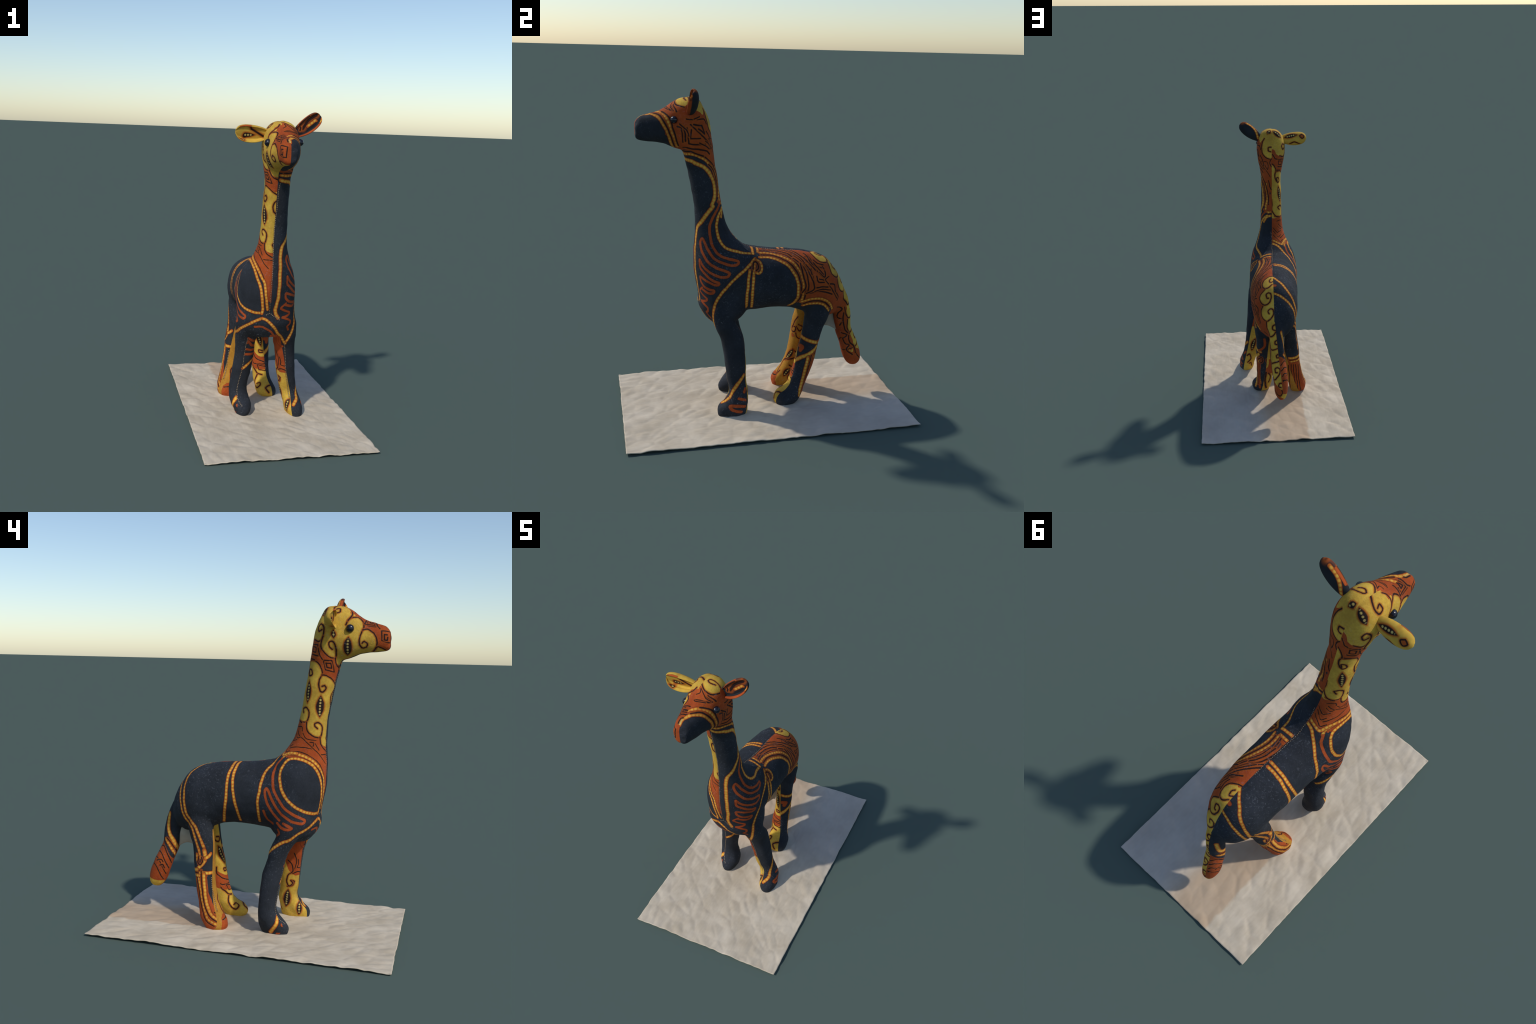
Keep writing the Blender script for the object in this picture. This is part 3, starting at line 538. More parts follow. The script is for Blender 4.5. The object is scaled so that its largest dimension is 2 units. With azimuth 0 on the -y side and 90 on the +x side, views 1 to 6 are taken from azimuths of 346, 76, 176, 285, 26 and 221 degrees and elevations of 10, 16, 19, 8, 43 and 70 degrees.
line('L', [(-135, 331, 298), (-142, 313, 212), (-154, 294, 129), (-153, 251, 39)], w=0.0032)
line('L', [(-152, 332, 298), (-159, 316, 213), (-170, 296, 130), (-174, 262, 44)], w=0.0032)
line('L', [(-171, 330, 296), (-177, 315, 211), (-187, 295, 128), (-195, 265, 45)], w=0.0032)
line('L', [(-190, 321, 291), (-195, 309, 207), (-203, 293, 126), (-218, 260, 41)], w=0.0032)
# --- hindleg right
bead('R', [(70, 243, 459), (113, 264, 451), (120, 306, 435), (92, 350, 421)], w=0.012)
org('R', [(80, 230, 399), (104, 241, 398), (95, 230, 376)], w=0.014)
bead('R', [(69, 208, 295), (108, 235, 331), (121, 274, 350), (118, 313, 374), (107, 334, 397)], w=0.013)
bead('R', [(122, 275, 333), (119, 260, 241), (116, 246, 177), (120, 231, 110), (128, 225, 74)], w=0.011)
bead('R', [(104, 326, 345), (111, 305, 280), (104, 285, 203), (92, 261, 114)], w=0.009)
line('R', [(119, 300, 342), (118, 284, 267), (110, 265, 173), (108, 249, 103)], w=0.004)
leaf('L', [(28, 257, 468), (38, 236, 407), (52, 218, 350)], w=0.019)
line('L', [(-87, 244, 551), (21, 270, 498), (42, 253, 497), (47, 255, 519), (28, 267, 523)], w=0.004)
line('L', [(62, 212, 316), (37, 219, 322), (40, 214, 304), (64, 210, 304)], w=0.004)
line('L', [(-113, 227, 396), (8, 257, 297), (14, 223, 264), (84, 198, 231)], w=0.004)
line('L', [(-152, 212, 273), (10, 209, 223), (82, 196, 223)], w=0.0035)
line('L', [(24, 196, 217), (88, 192, 204), (83, 180, 177), (34, 183, 186), (24, 196, 217)], straight=True, w=0.003)
line('L', [(-159, 206, 248), (2, 212, 193), (21, 182, 161), (54, 168, 152)], w=0.004)
line('L', [(21, 178, 149), (6, 173, 114), (4, 151, 82), (11, 124, 71), (28, 111, 90), (34, 131, 104), (13, 140, 98)], w=0.004)
line('L', [(116, 116, 91), (65, 87, 81), (85, 68, 53)], w=0.005)
stitch('B', [(-48, -479, 1576), (-51, -464, 1522), (-50, -454, 1465), (-52, -437, 1380), (-57, -421, 1256), (-57, -420, 1146), (-55, -428, 1060), (-60, -429, 950), (-61, -418, 836), (-58, -402, 764)])
stitch('B', [(-84, -400, 741), (-58, -401, 753), (-35, -402, 736), (-11, -401, 724), (13, -399, 705)], w=0.0035)
stitch('B', [(-28, -227, 1176), (-31, -159, 1082), (-15, 73, 1020), (-11, 201, 1010)])
stitch('B', [(-160, -265, 556), (-166, -222, 463), (-174, -196, 330), (-188, -185, 254), (-199, -177, 194), (-200, -194, 131), (-186, -221, 97), (-174, -238, 78)])
stitch('B', [(77, -299, 526), (98, -268, 406), (109, -255, 305), (133, -239, 191), (143, -247, 134)])
stitch('B', [(-180, 228, 325), (-190, 219, 260), (-202, 196, 184), (-223, 174, 130)])
line('R', [(-75, 250, 470), (-70, 270, 440), (-75, 290, 470), (-78, 270, 490)], w=0.004)
line('R', [(-95, 230, 300), (-90, 260, 280), (-95, 290, 310), (-92, 300, 350)], w=0.004)
line('R', [(-110, 220, 180), (-105, 250, 160), (-108, 270, 190), (-105, 255, 210)], w=0.004)
leaf('R', [(-75, 300, 440), (-80, 290, 380), (-85, 280, 330)], w=0.016)
leaf('R', [(-115, 240, 130), (-110, 230, 90), (-115, 225, 60)], w=0.014)
line('R', [(-70, 240, 420), (-80, 260, 390), (-85, 320, 370)], w=0.004)
leaf('R', [(-96, 239, 301), (-114, 222, 260), (-140, 199, 208)], w=0.018)
line('R', [(-100, 232, 466), (-78, 243, 462), (-84, 240, 430), (-107, 229, 428), (-112, 229, 449)], w=0.004)
leaf('R', [(-111, 225, 158), (-121, 197, 120), (-125, 187, 94)], w=0.018)
line('R', [(-65, 253, 541), (-85, 238, 500), (-110, 229, 450)], w=0.004)
line('R', [(-227, 135, 82), (-173, 136, 89), (-151, 164, 127)], w=0.004)
line('R', [(-22, -21, 1030), (-15, 44, 1021), (5, 112, 1016), (41, 169, 1004), (92, 233, 966)], w=0.0049)
line('R', [(-9, 153, 1013), (31, 191, 1006), (78, 238, 978), (120, 301, 912)], w=0.0049)
line('R', [(106, 229, 953), (137, 263, 888), (152, 291, 806), (151, 241, 774)], w=0.0049)
line('R', [(105, 206, 957), (140, 217, 898), (153, 235, 823), (151, 215, 781)], w=0.0049)
line('R', [(34, 245, 998), (67, 263, 982), (95, 277, 953), (109, 325, 921)], w=0.0049)
line('R', [(5, 27, 1022), (18, 84, 1015), (41, 132, 1006), (67, 162, 990)], w=0.0049)
line('R', [(-1, 256, 241), (-154, 196, 208), (-174, 169, 144), (-168, 150, 105)])
org('R', [(110, 315, 313), (107, 284, 208), (96, 243, 65)], w=0.009)
line('R', [(110, 321, 348), (87, 342, 372), (77, 339, 341), (92, 330, 320), (101, 328, 336)])
org('R', [(67, 395, 546), (61, 373, 490), (82, 361, 451), (105, 343, 431)], w=0.01)
leaf('L', [(110, -130, 309), (127, -131, 262), (143, -127, 202)], w=0.018)
line('L', [(180, -128, 159), (157, -123, 173), (150, -120, 136), (176, -123, 101)])
line('L', [(162, -125, 90), (150, -127, 94), (144, -142, 61)])
line('L', [(113, 413, 645), (120, 399, 617), (111, 402, 601)])
line('R', [(-117, 324, 290), (-128, 291, 171), (-146, 224, 29)])
line('L', [(33, 304, 221), (16, 277, 176), (32, 266, 123)])
line('L', [(50, 312, 232), (59, 278, 143), (47, 236, 58)], w=0.006)
line('R', [(13, 147, 1013), (61, 199, 992), (103, 236, 955), (126, 252, 918)], w=0.0041)
line('R', [(92, 293, 952), (112, 320, 919), (122, 353, 885)], w=0.0041)
line('R', [(110, 243, 946), (127, 268, 912), (136, 277, 888)], w=0.0041)
line('R', [(139, 323, 860), (136, 354, 849)], w=0.0041)
line('R', [(90, 348, 935), (104, 363, 912)], w=0.0041)
line('R', [(118, 391, 866), (132, 365, 850), (130, 389, 821)], w=0.0041)
line('R', [(108, 449, 751), (97, 467, 724), (99, 460, 697)], w=0.0041)
line('R', [(151, 293, 785), (145, 348, 793), (131, 402, 780)], w=0.0041)
line('R', [(78, 297, 966), (89, 321, 947), (86, 360, 933)], w=0.0041)
line('R', [(-25, -1, 1028), (-41, 83, 1021), (11, 150, 1013)], w=0.0037)
line('R', [(29, 40, 1015), (46, 104, 1004), (80, 154, 982)], w=0.0037)
line('R', [(55, -521, 1798), (61, -484, 1766), (54, -469, 1727)], w=0.0039)
line('R', [(59, -422, 1822), (45, -382, 1825), (38, -366, 1796)], w=0.0039)
line('R', [(42, -367, 1754), (22, -344, 1714), (16, -339, 1675)], w=0.0039)
line('R', [(52, -407, 1689), (38, -366, 1668), (24, -345, 1651)], w=0.0039)
line('R', [(60, -446, 1822), (53, -407, 1840)], w=0.0039)
line('R', [(59, -483, 1826), (60, -450, 1822)], w=0.0039)


def srgb(*c):
    return tuple((v/255/12.92 if v <= 10 else ((v/255+.055)/1.055)**2.4) for v in c) + (1,)
COLOUR = {
    'navy': srgb(38, 41, 46), 'orange': srgb(168, 75, 30), 'yellow': srgb(208, 169, 66), 'shade_darkened_yellow': srgb(182, 130, 46), 'pale': srgb(214, 190, 110),  # inner left hind leg: yellow cloth colour browned to carry its shade
    'dark': srgb(38, 20, 18), 'halo': srgb(172, 84, 22), 'band': srgb(196, 100, 32), 'bandcore': srgb(226, 176, 70),
    'red': srgb(170, 76, 30), 'thread': srgb(186, 172, 146)}

class Net:
    """Small helper for writing node trees as expressions."""
    def __init__(self, tree): self.t = tree; self.n = 0
    def node(self, kind, **props):
        nd = self.t.nodes.new(kind)
        for k, v in props.items(): setattr(nd, k, v)
        return nd
    def put(self, sock, v):
        if hasattr(v, 'links') or isinstance(v, bpy.types.NodeSocket): self.t.links.new(v, sock)
        else: sock.default_value = v
    def m(self, op, *a):
        nd = self.node('ShaderNodeMath', operation=op)
        for i, v in enumerate(a): self.put(nd.inputs[i], v)
        return nd.outputs[0]
    def v(self, op, *a):
        nd = self.node('ShaderNodeVectorMath', operation=op)
        for i, x in enumerate(a): self.put(nd.inputs[i], x)
        return nd.outputs['Value'] if op in ('DOT_PRODUCT', 'DISTANCE', 'LENGTH') else nd.outputs[0]
    def step(self, x, lo, hi, a=0.0, b=1.0):
        nd = self.node('ShaderNodeMapRange', interpolation_type='SMOOTHSTEP', clamp=False)
        for i, q in enumerate((x, lo, hi, a, b)): self.put(nd.inputs[i], q)
        return nd.outputs[0]
    def mix(self, fac, a, b):
        nd = self.node('ShaderNodeMix', data_type='RGBA')
        self.put(nd.inputs[0], fac); self.put(nd.inputs[6], a); self.put(nd.inputs[7], b)
        return nd.outputs[2]
    def noise(self, vec, scale, detail=2.0, rough=.5, out='Fac'):
        nd = self.node('ShaderNodeTexNoise')
        self.put(nd.inputs['Vector'], vec)
        nd.inputs['Scale'].default_value = scale; nd.inputs['Detail'].default_value = detail; nd.inputs['Roughness'].default_value = rough
        return nd.outputs[out]

def catmull(pts, step=.006):
    out = []
    for i in range(len(pts)-1):
        p0, p1, p2, p3 = pts[max(i-1, 0)], pts[i], pts[i+1], pts[min(i+2, len(pts)-1)]
        n = max(1, int((p2-p1).length/step))
        for k in range(n):
            t = k/n
            out.append(.5*((2*p1)+(p2-p0)*t+(2*p0-5*p1+4*p2-p3)*t*t+(3*p1-p0-3*p2+p3)*t**3))
    out.append(pts[-1]); return out

def simplify(pts, tol):
    if len(pts) < 3: return pts
    a, b = pts[0], pts[-1]; ab = b-a; L2 = max(ab.length_squared, 1e-12)
    far, at = -1, 0
    for i in range(1, len(pts)-1):
        t = max(0, min(1, (pts[i]-a).dot(ab)/L2)); d = (pts[i]-a-ab*t).length
        if d > far: far, at = d, i
    if far < tol: return [a, b]
    return simplify(pts[:at+1], tol)[:-1] + simplify(pts[at:], tol)

def stroke_path(item):
    pts = item['pts']
    if item.get('straight'): pts = [a.lerp(b, k/4) for a, b in zip(pts, pts[1:]) for k in range(4)] + [pts[-1]]
    else: pts = catmull(pts)
    return simplify([surface.find_nearest(p)[0] for p in pts], .0013 if item['kind'] != 'bead' else .0016)

def stroke_field(n, P, item):
    """Nodes from position to distance from the curve and length along it."""
    path = item['path']; along = item['kind'] in ('bead', 'leaf', 'stitch')
    d = s = None; run = 0.0
    for a, b in zip(path, path[1:]):
        ab = b-a; L = ab.length
        if L < 1e-6: continue
        at = a.dot(ab)/L**2
        dot = n.v('DOT_PRODUCT', P, ab/L**2)
        cl = n.node('ShaderNodeClamp')
        n.put(cl.inputs[0], dot); cl.inputs[1].default_value = at; cl.inputs[2].default_value = at+1
        t = cl.outputs[0]
        sc = n.node('ShaderNodeVectorMath', operation='SCALE'); n.put(sc.inputs[0], ab); n.put(sc.inputs['Scale'], t)
        q = n.v('ADD', sc.outputs[0], a-ab*at)
        di = n.v('DISTANCE', P, q)
        if along: si = n.m('MULTIPLY_ADD', t, L, run-at*L)
        if d is None:
            d = di; s = si if along else None
        else:
            if along:
                near = n.m('LESS_THAN', di, d)
                mx = n.node('ShaderNodeMix', data_type='FLOAT')
                n.put(mx.inputs[0], near); n.put(mx.inputs[2], s); n.put(mx.inputs[3], si); s = mx.outputs[0]
            d = n.m('MINIMUM', d, di)
        run += L
    item['length'] = run
    return d, s

AXES = {'yz': (1, 2), 'xz': (0, 2), 'xy': (0, 1)}
def patch_field(n, P, item):
    """Even-odd inside test of a closed outline seen along one axis."""
    axis = [(1, 0, 0), (0, 1, 0), (0, 0, 1)]
    i, j = AXES[item['plane']]
    u, v = n.v('DOT_PRODUCT', P, axis[i]), n.v('DOT_PRODUCT', P, axis[j])
    poly = item['outline']; total = None
    below = [n.m('LESS_THAN', v, q) for _, q in poly]
    for k in range(len(poly)):
        (u0, v0), (u1, v1) = poly[k], poly[(k+1) % len(poly)]
        if abs(v1-v0) < 1e-6: v1 = v0+1e-6
        slope = (u1-u0)/(v1-v0)
        xi = n.m('MULTIPLY_ADD', v, slope, u0-v0*slope)
        cross = n.m('ABSOLUTE', n.m('SUBTRACT', below[k], below[(k+1) % len(poly)]))
        hit = n.m('MULTIPLY', cross, n.m('LESS_THAN', u, xi))
        total = hit if total is None else n.m('ADD', total, hit)
    inside = n.m('MODULO', total, 2.0)
    if item['limit']:
        ax, sign, val = item['limit']
        inside = n.m('MULTIPLY', inside, n.m('GREATER_THAN' if sign > 0 else 'LESS_THAN', n.v('DOT_PRODUCT', P, axis[ax]), val))
    return inside

def seam_x(key, y, z):
    if key == 'tail': return .002-(.78-z)*.09
    if key == 'foreleg_left': return -.200+(z-.13)*.085
    if key == 'foreleg_right': return .2666-.2*z+.36*y
    if key == 'hindleg_left': return -.368+.18*z+.6*y
    if key == 'hindleg_right': return .13-.05*z-.2*y
    return -.014+.098*max(min(y, 0), -.56)+.03*max(y, 0)
def seam_nodes(n, key, y, z):
    def lin(a, b, c): return n.m('MULTIPLY_ADD', y, b, n.m('MULTIPLY_ADD', z, c, a))
    if key == 'tail': return lin(.002-.78*.09, 0, .09)
    if key == 'foreleg_left': return lin(-.200-.13*.085, 0, .085)
    if key == 'foreleg_right': return lin(.2666, .36, -.2)
    if key == 'hindleg_left': return lin(-.368, .6, .18)
    if key == 'hindleg_right': return lin(.13, -.2, -.05)
    lo = n.m('MAXIMUM', n.m('MINIMUM', y, 0.0), -.56)
    return n.m('MULTIPLY_ADD', lo, .098, n.m('MULTIPLY_ADD', n.m('MAXIMUM', y, 0.0), .03, -.014))

for idx, it in enumerate(PRINT):
    if it['kind'] == 'patch':
        i, j = AXES[it['plane']]; out = []
        for p in it['pts']:
            q, nrm, _, _ = surface.find_nearest(p)
            w = p.copy(); sx =  seam_x('torso', p.y, p.z)
            if it['raw']: pass
            elif it['plane'] == 'yz' and abs(nrm.x) < .6 and abs(p.x-sx) < .05:
                w += Vector((0, nrm.y, nrm.z))*.05*(1-abs(nrm.x)/.6)
            elif it['plane'] != 'yz' and abs(p.x-sx) < .007:
                w.x += .05 if it['side'] == 'L' else -.05
            out.append((w[i], w[j]))
        it['outline'] = out
    else:
        it['path'] = stroke_path(it)

INKS = {'bead': ('dark', 'band', 'bandcore'), 'org': ('dark', 'red'), 'line': ('halo', 'dark'), 'leaf': ('halo', 'dark', 'pale'), 'stitch': ('dark', 'thread')}

def print_group(it):
    """Node group that prints one stroke or patch over the colour it is given."""
    kind = it['kind']; inks = INKS[kind] if kind != 'patch' else (it['colour'],)
    g = bpy.data.node_groups.new("batik_"+kind, 'ShaderNodeTree')
    sock = g.interface.new_socket
    sock("Position", in_out='INPUT', socket_type='NodeSocketVector')
    sock("Under", in_out='INPUT', socket_type='NodeSocketColor')
    sock("Tone", in_out='INPUT', socket_type='NodeSocketFloat')
    for ink in inks: sock("Ink "+ink, in_out='INPUT', socket_type='NodeSocketColor')
    sock("Colour", in_out='OUTPUT', socket_type='NodeSocketColor')
    n = Net(g); gi = n.node('NodeGroupInput')
    P, col, tone = gi.outputs[0], gi.outputs[1], gi.outputs[2]
    ink = {name: gi.outputs[3+k] for k, name in enumerate(inks)}
    if kind == 'patch':
        col = n.mix(patch_field(n, P, it), col, ink[it['colour']])
    else:
        (d, s), w = stroke_field(n, P, it), it['w']
    if kind == 'bead':
        col = n.mix(n.m('MULTIPLY', n.step(d, w*1.65, w*1.0), .75), col, ink['dark'])
        col = n.mix(n.step(d, w*1.25, w*.65), col, ink['band'])
        period = .0215
        c = n.m('MULTIPLY', n.m('SUBTRACT', period/2, n.m('PINGPONG', s, period/2)), .72)
        q = n.m('SQRT', n.m('MULTIPLY_ADD', c, c, n.m('MULTIPLY', d, d)))
        core = n.m('MAXIMUM', n.step(q, w*.98, w*.30), n.m('MULTIPLY', n.step(d, w*.8, w*.1), .04))
        core = n.m('MULTIPLY', core, n.step(tone, .15, .55, .6, 1.0))
        col = n.mix(core, col, ink['bandcore'])
    elif kind == 'org':
        col = n.mix(n.m('MULTIPLY', n.step(d, w*1.5, w*1.0), .6), col, ink['dark'])
        col = n.mix(n.step(d, w*1.15, w*.7), col, ink['red'])
    elif kind == 'line':
        col = n.mix(n.m('MULTIPLY', n.step(d, w*3.3, w*.9), .85), col, ink['halo'])
        col = n.mix(n.step(d, w*1.5, w*.5), col, ink['dark'])
    elif kind == 'leaf':
        L = it['length']
        q = n.m('MULTIPLY_ADD', s, 2/L, -1.0)
        wid = n.m('MULTIPLY', n.m('SUBTRACT', 1.0, n.m('MULTIPLY', q, q)), w)
        rel = n.m('SUBTRACT', d, wid)
        col = n.mix(n.m('MULTIPLY', n.step(rel, .013, .0), .9), col, ink['halo'])
        col = n.mix(n.step(rel, .003, -.004), col, ink['dark'])
        c = n.m('SUBTRACT', .0085, n.m('PINGPONG', s, .0085))
        dot = n.m('SQRT', n.m('MULTIPLY_ADD', c, c, n.m('MULTIPLY', d, d)))
        core = n.m('MULTIPLY', n.step(dot, .0080, .0035), n.step(wid, .006, .012))
        col = n.mix(n.m('MULTIPLY', core, .85), col, ink['pale'])
    elif kind == 'stitch':
        knot = n.m('ABSOLUTE', n.m('SINE', n.m('MULTIPLY', s, math.pi/.0115)))
        col = n.mix(n.m('MULTIPLY', n.step(d, .0075, .002), .55), col, ink['dark'])
        col = n.mix(n.m('MULTIPLY', n.step(d, w, w*.4), n.step(knot, .55, .9, 0, .75)), col, ink['thread'])
    n.put(n.node('NodeGroupOutput').inputs[0], col)
    return g
for it in PRINT: it['group'] = print_group(it)

BASE = {  # base cloth on the left / right panel of every part
    'torso': ('navy', 'navy'), 'neck': ('orange', 'navy'), 'head': ('yellow', 'orange'), 'tail': ('navy', 'orange'),
    'foreleg_left': ('navy', 'navy'), 'foreleg_right': ('yellow', 'navy'), 'hindleg_left': ('navy', 'shade_darkened_yellow'), 'hindleg_right': ('yellow', 'navy')}

def reaches(it, ob):
    """Does the outline of a patch overlap this part, seen along its axis?"""
    i, j = AXES[it['plane']]; u = [q[0] for q in it['outline']]; v = [q[1] for q in it['outline']]
    a = [w.co[i] for w in ob.data.vertices]; b = [w.co[j] for w in ob.data.vertices]
    return min(u) < max(a) and max(u) > min(a) and min(v) < max(b) and max(v) > min(b)
def reach(it):
    return {'bead': it.get('w', 0)*1.7, 'org': it.get('w', 0)*1.5, 'line': it.get('w', 0)*3.4, 'leaf': it.get('w', 0)+.014, 'stitch': .006}[it['kind']]

def cloth_colour(n, P, Q, key, side, near):
    """All layers of print on one panel, bottom to top; returns colour and a mask of bare navy."""
    tone = n.noise(Q, 7.0, 3.0, .6)
    fine = n.noise(Q, 90.0, 2.0, .6)
    def cloth(name):
        c = COLOUR[name]
        if name in ('navy', 'dark'):
            lo = tuple(x*.72 for x in c[:3])+(1,); hi = (c[0]*1.35, c[1]*1.38, c[2]*1.45, 1)
        else:
            lo = (c[0]*.68, c[1]*.61, c[2]*.55, 1); hi = (c[0]*1.12, c[1]*1.13, c[2]*1.08, 1)
        return n.mix(n.step(n.m('MULTIPLY_ADD', fine, .35, n.m('MULTIPLY', tone, .8)), .30, .85), lo, hi)
    made = {}
    def get(name):
        if name not in made: made[name] = cloth(name)
        return made[name]
    col = get(BASE[key][0 if side == 'L' else 1])
    for it in near:
        g = n.node('ShaderNodeGroup'); g.node_tree = it['group']
        n.put(g.inputs[0], P); n.put(g.inputs[1], col); n.put(g.inputs[2], tone)
        for k, name in enumerate(INKS[it['kind']] if it['kind'] != 'patch' else [it['colour']]): n.put(g.inputs[3+k], get(name))
        col = g.outputs[0]
    # lint and wear: pale fibres caught on the cloth
    stretch = n.v('MULTIPLY_ADD', n.noise(Q, 30.0, 2.0, .5, 'Color'), (.05, .05, .05), Q)
    fibre = n.noise(stretch, 85.0, 4.0, .75)
    dusty = n.noise(Q, 3.4, 2.0, .5)
    lint = n.m('MULTIPLY', n.step(fibre, .55, .74), n.step(dusty, .38, .66))
    col = n.mix(n.m('MULTIPLY', lint, .42), col, srgb(150, 155, 165))
    return col

def batik(key, ob):
    mat = bpy.data.materials.new("batik_"+key); mat.use_nodes = True
    t = mat.node_tree; t.nodes.clear(); n = Net(t)
    P0 = n.node('ShaderNodeTexCoord').outputs['Object']
    wob = n.noise(P0, 22.0, 1.0, .5, 'Color')
    P = n.v('MULTIPLY_ADD', wob, (.007, .007, .007), n.v('SUBTRACT', P0, (.0035, .0035, .0035)))
    sep = n.node('ShaderNodeSeparateXYZ'); n.put(sep.inputs[0], P0)
    weave = n.node('ShaderNodeTexVoronoi'); n.put(weave.inputs['Vector'], P0); weave.inputs['Scale'].default_value = 190
    rough = n.noise(P0, 60.0, 3.0, .6)
    bump = n.node('ShaderNodeBump'); bump.inputs['Strength'].default_value = .28; bump.inputs['Distance'].default_value = .004
    n.put(bump.inputs['Height'], n.m('MULTIPLY_ADD', weave.outputs['Distance'], .5, rough))
    co = [v.co for v in ob.data.vertices]
    shaders = []
    for side in 'LR':
        tree = BVHTree.FromPolygons(co, [tuple(p.vertices) for p in ob.data.polygons
              if (p.center.x < seam_x(key, p.center.y, p.center.z)+.012) == (side == 'L') or abs(p.center.x-seam_x(key, p.center.y, p.center.z)) < .014] or [(0, 1, 2)])
        near = []
        for it in PRINT:
            if it['side'] not in (side, 'B'): continue
            if it.get('only') and it['only'] != key: continue
            if it['kind'] == 'patch':
                if it['only'] == key or (not it['only'] and reaches(it, ob)): near.append(it)
            else:
                r = reach(it)
                if any(tree.find_nearest(p)[3] < r for p in it['path']): near.append(it)
        b = n.node('ShaderNodeBsdfPrincipled')
        b.inputs['Roughness'].default_value = .88; b.inputs['Specular IOR Level'].default_value = .25
        n.put(b.inputs['Base Color'], cloth_colour(n, P, P0, key, side, near))
        n.put(b.inputs['Normal'], bump.outputs[0])
        shaders.append(b.outputs[0])
        print(key, side, len(near), sum(len(i.get('path', i.get('outline'))) for i in near))
    right = n.m('GREATER_THAN', sep.outputs[0], seam_nodes(n, key, sep.outputs[1], sep.outputs[2]))
    mx = n.node('ShaderNodeMixShader'); n.put(mx.inputs[0], right); n.put(mx.inputs[1], shaders[0]); n.put(mx.inputs[2], shaders[1])
    n.put(n.node('ShaderNodeOutputMaterial').inputs[0], mx.outputs[0])
    ob.data.materials.append(mat)

for key, ob in part.items(): batik(key, ob)

# ------------------------------------------------------------------ other materials
def plain(name):
    mat = bpy.data.materials.new(name); mat.use_nodes = True
    n = Net(mat.node_tree); b = mat.node_tree.nodes['Principled BSDF']
    return mat, n, b, n.node('ShaderNodeTexCoord').outputs['Object']

def ear_cloth(name, ob, outside, inside, fold_y, marks):
    """Ear cloth: one print outside, another in the cup, with its own strokes snapped to the ear."""
    mat, n, b, P0 = plain(name)
    skin = BVHTree.FromObject(ob, bpy.context.evaluated_depsgraph_get())
    P = n.v('ADD', P0, (0.0, 0.0, 0.0))
    tone = n.noise(P0, 14.0, 3.0, .6)
    shade = n.step(tone, .3, .75)
    def ink(k):
        c = COLOUR[k]; return n.mix(shade, (c[0]*.78, c[1]*.74, c[2]*.72, 1), (c[0]*1.1, c[1]*1.1, c[2]*1.1, 1))
    depth = n.m('MULTIPLY_ADD', tone, .012, n.v('DOT_PRODUCT', P, (0, 1, 0)))
    col = n.mix(n.step(depth, fold_y-.003+.006, fold_y+.003+.006), ink(inside), ink(outside))
    for kind, w, pts in marks:
        it = dict(kind=kind, w=w, path=simplify([skin.find_nearest(p)[0] for p in catmull(mm(pts))], .001))
        g = n.node('ShaderNodeGroup'); g.node_tree = print_group(it)
        n.put(g.inputs[0], P); n.put(g.inputs[1], col); n.put(g.inputs[2], tone)
        for k, q in enumerate(INKS[kind]): g.inputs[3+k].default_value = COLOUR[q]
        col = g.outputs[0]
    n.put(b.inputs['Base Color'], col); b.inputs['Roughness'].default_value = .88; b.inputs['Specular IOR Level'].default_value = .25
    ob.data.materials.append(mat)
bpy.context.view_layer.update()
ear_cloth("ear_batik_yellow", ear_left, 'yellow', 'yellow', -.46, [
    ('leaf', .015, [(-304, -475, 1838), (-266, -475, 1846), (-206, -475, 1848)]),
    ('line', .006, [(-240, -455, 1894), (-197, -455, 1871), (-150, -455, 1843)]),
    ('org', .006, [(-300, -478, 1897), (-272, -478, 1910), (-240, -478, 1907)]),
    ('leaf', .016, [(-149, -425, 1877), (-199, -425, 1892), (-255, -425, 1902)]),
    ('org', .010, [(-291, -430, 1890), (-294, -430, 1884)]),
    ('line', .004, [(-291, -430, 1906), (-309, -430, 1887), (-291, -430, 1868), (-272, -430, 1887), (-291, -430, 1906)]),
    ('line', .004, [(-195, -430, 1832), (-231, -430, 1845), (-271, -430, 1830)])])
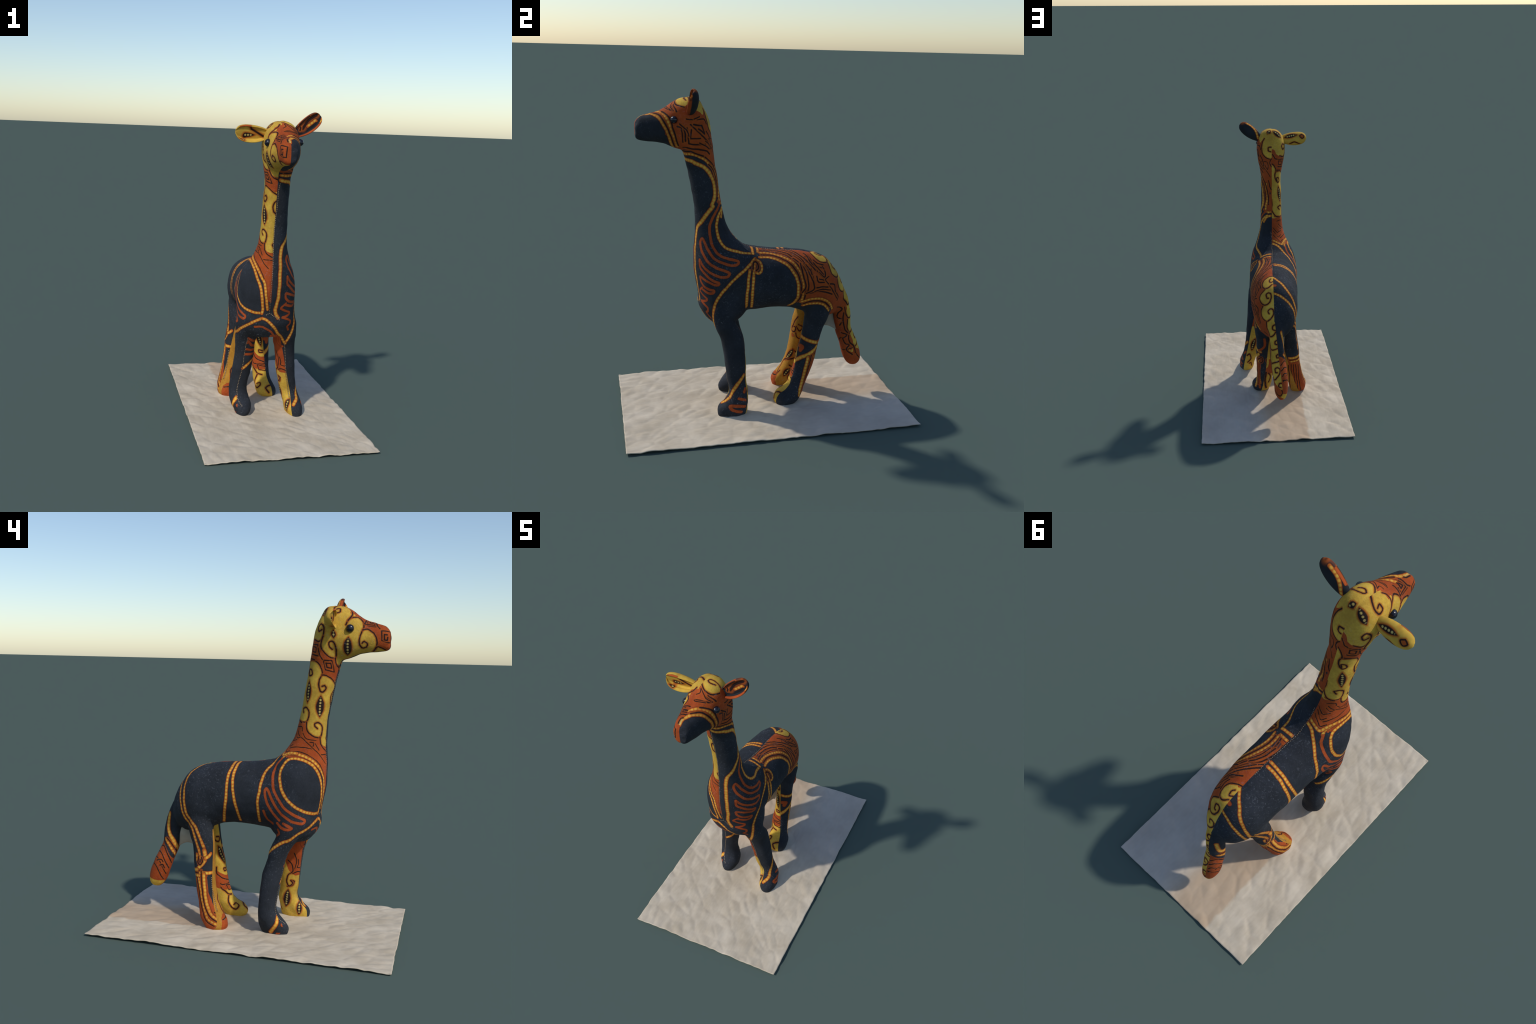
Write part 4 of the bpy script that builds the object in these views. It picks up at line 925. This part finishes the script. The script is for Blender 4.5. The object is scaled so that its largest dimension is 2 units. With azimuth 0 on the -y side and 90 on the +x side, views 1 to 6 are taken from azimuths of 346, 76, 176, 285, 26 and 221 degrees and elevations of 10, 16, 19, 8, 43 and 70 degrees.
ear_cloth("ear_batik_navy", ear_right, 'navy', 'orange', -.468, [
    ('line', .009, [(84, -450, 1902), (116, -450, 1950), (168, -450, 1985)]),
    ('bead', .009, [(114, -485, 1915), (144, -485, 1938), (180, -482, 1968)]),
    ('line', .005, [(67, -480, 1890), (79, -480, 1939), (115, -480, 1985)]),
    ('bead', .009, [(140, -440, 1992), (99, -440, 1970), (73, -440, 1925), (54, -440, 1875)]),
    ('org', .007, [(110, -455, 1992), (72, -455, 1954), (52, -455, 1905)])])

mat, n, b, P = plain("glossy_black_bead")
b.inputs['Base Color'].default_value = srgb(20, 22, 34); b.inputs['Roughness'].default_value = .22
for e in eyes: e.data.materials.append(mat)

mat, n, b, P = plain("grey_beige_cloth")
sep = n.node('ShaderNodeSeparateXYZ'); n.put(sep.inputs[0], P)
fibre = n.v('MULTIPLY', P, (70.0, 14.0, 30.0))
mott = n.noise(P, 5.0, 4.0, .6); streak = n.noise(fibre, 1.0, 3.0, .6)
c = n.mix(n.step(n.m('MULTIPLY_ADD', streak, .22, n.m('MULTIPLY', mott, .8)), .25, .8), srgb(182, 167, 144), srgb(213, 199, 177))
# soft shadow painted in: brownish strip along the rear half, bluish rear right quarter
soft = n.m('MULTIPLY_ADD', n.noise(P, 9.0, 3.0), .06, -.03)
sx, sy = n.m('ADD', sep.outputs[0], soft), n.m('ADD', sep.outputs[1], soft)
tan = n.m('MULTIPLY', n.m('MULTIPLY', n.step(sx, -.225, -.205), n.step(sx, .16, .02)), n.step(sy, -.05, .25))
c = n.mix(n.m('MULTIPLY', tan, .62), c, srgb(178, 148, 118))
painted_cool_shadow = n.m('MULTIPLY', n.step(sx, .02, .22), n.step(sy, -.10, .30))
c = n.mix(n.m('MULTIPLY', painted_cool_shadow, .35), c, srgb(176, 172, 176))
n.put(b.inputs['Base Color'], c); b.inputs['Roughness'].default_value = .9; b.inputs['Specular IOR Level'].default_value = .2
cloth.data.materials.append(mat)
mat, n, b, P = plain("pale_lining")
n.put(b.inputs['Base Color'], n.mix(n.noise(P, 18.0, 3.0), srgb(150, 138, 118), srgb(190, 180, 160)))
b.inputs['Roughness'].default_value = .9
for ob in lining: ob.data.materials.append(mat)
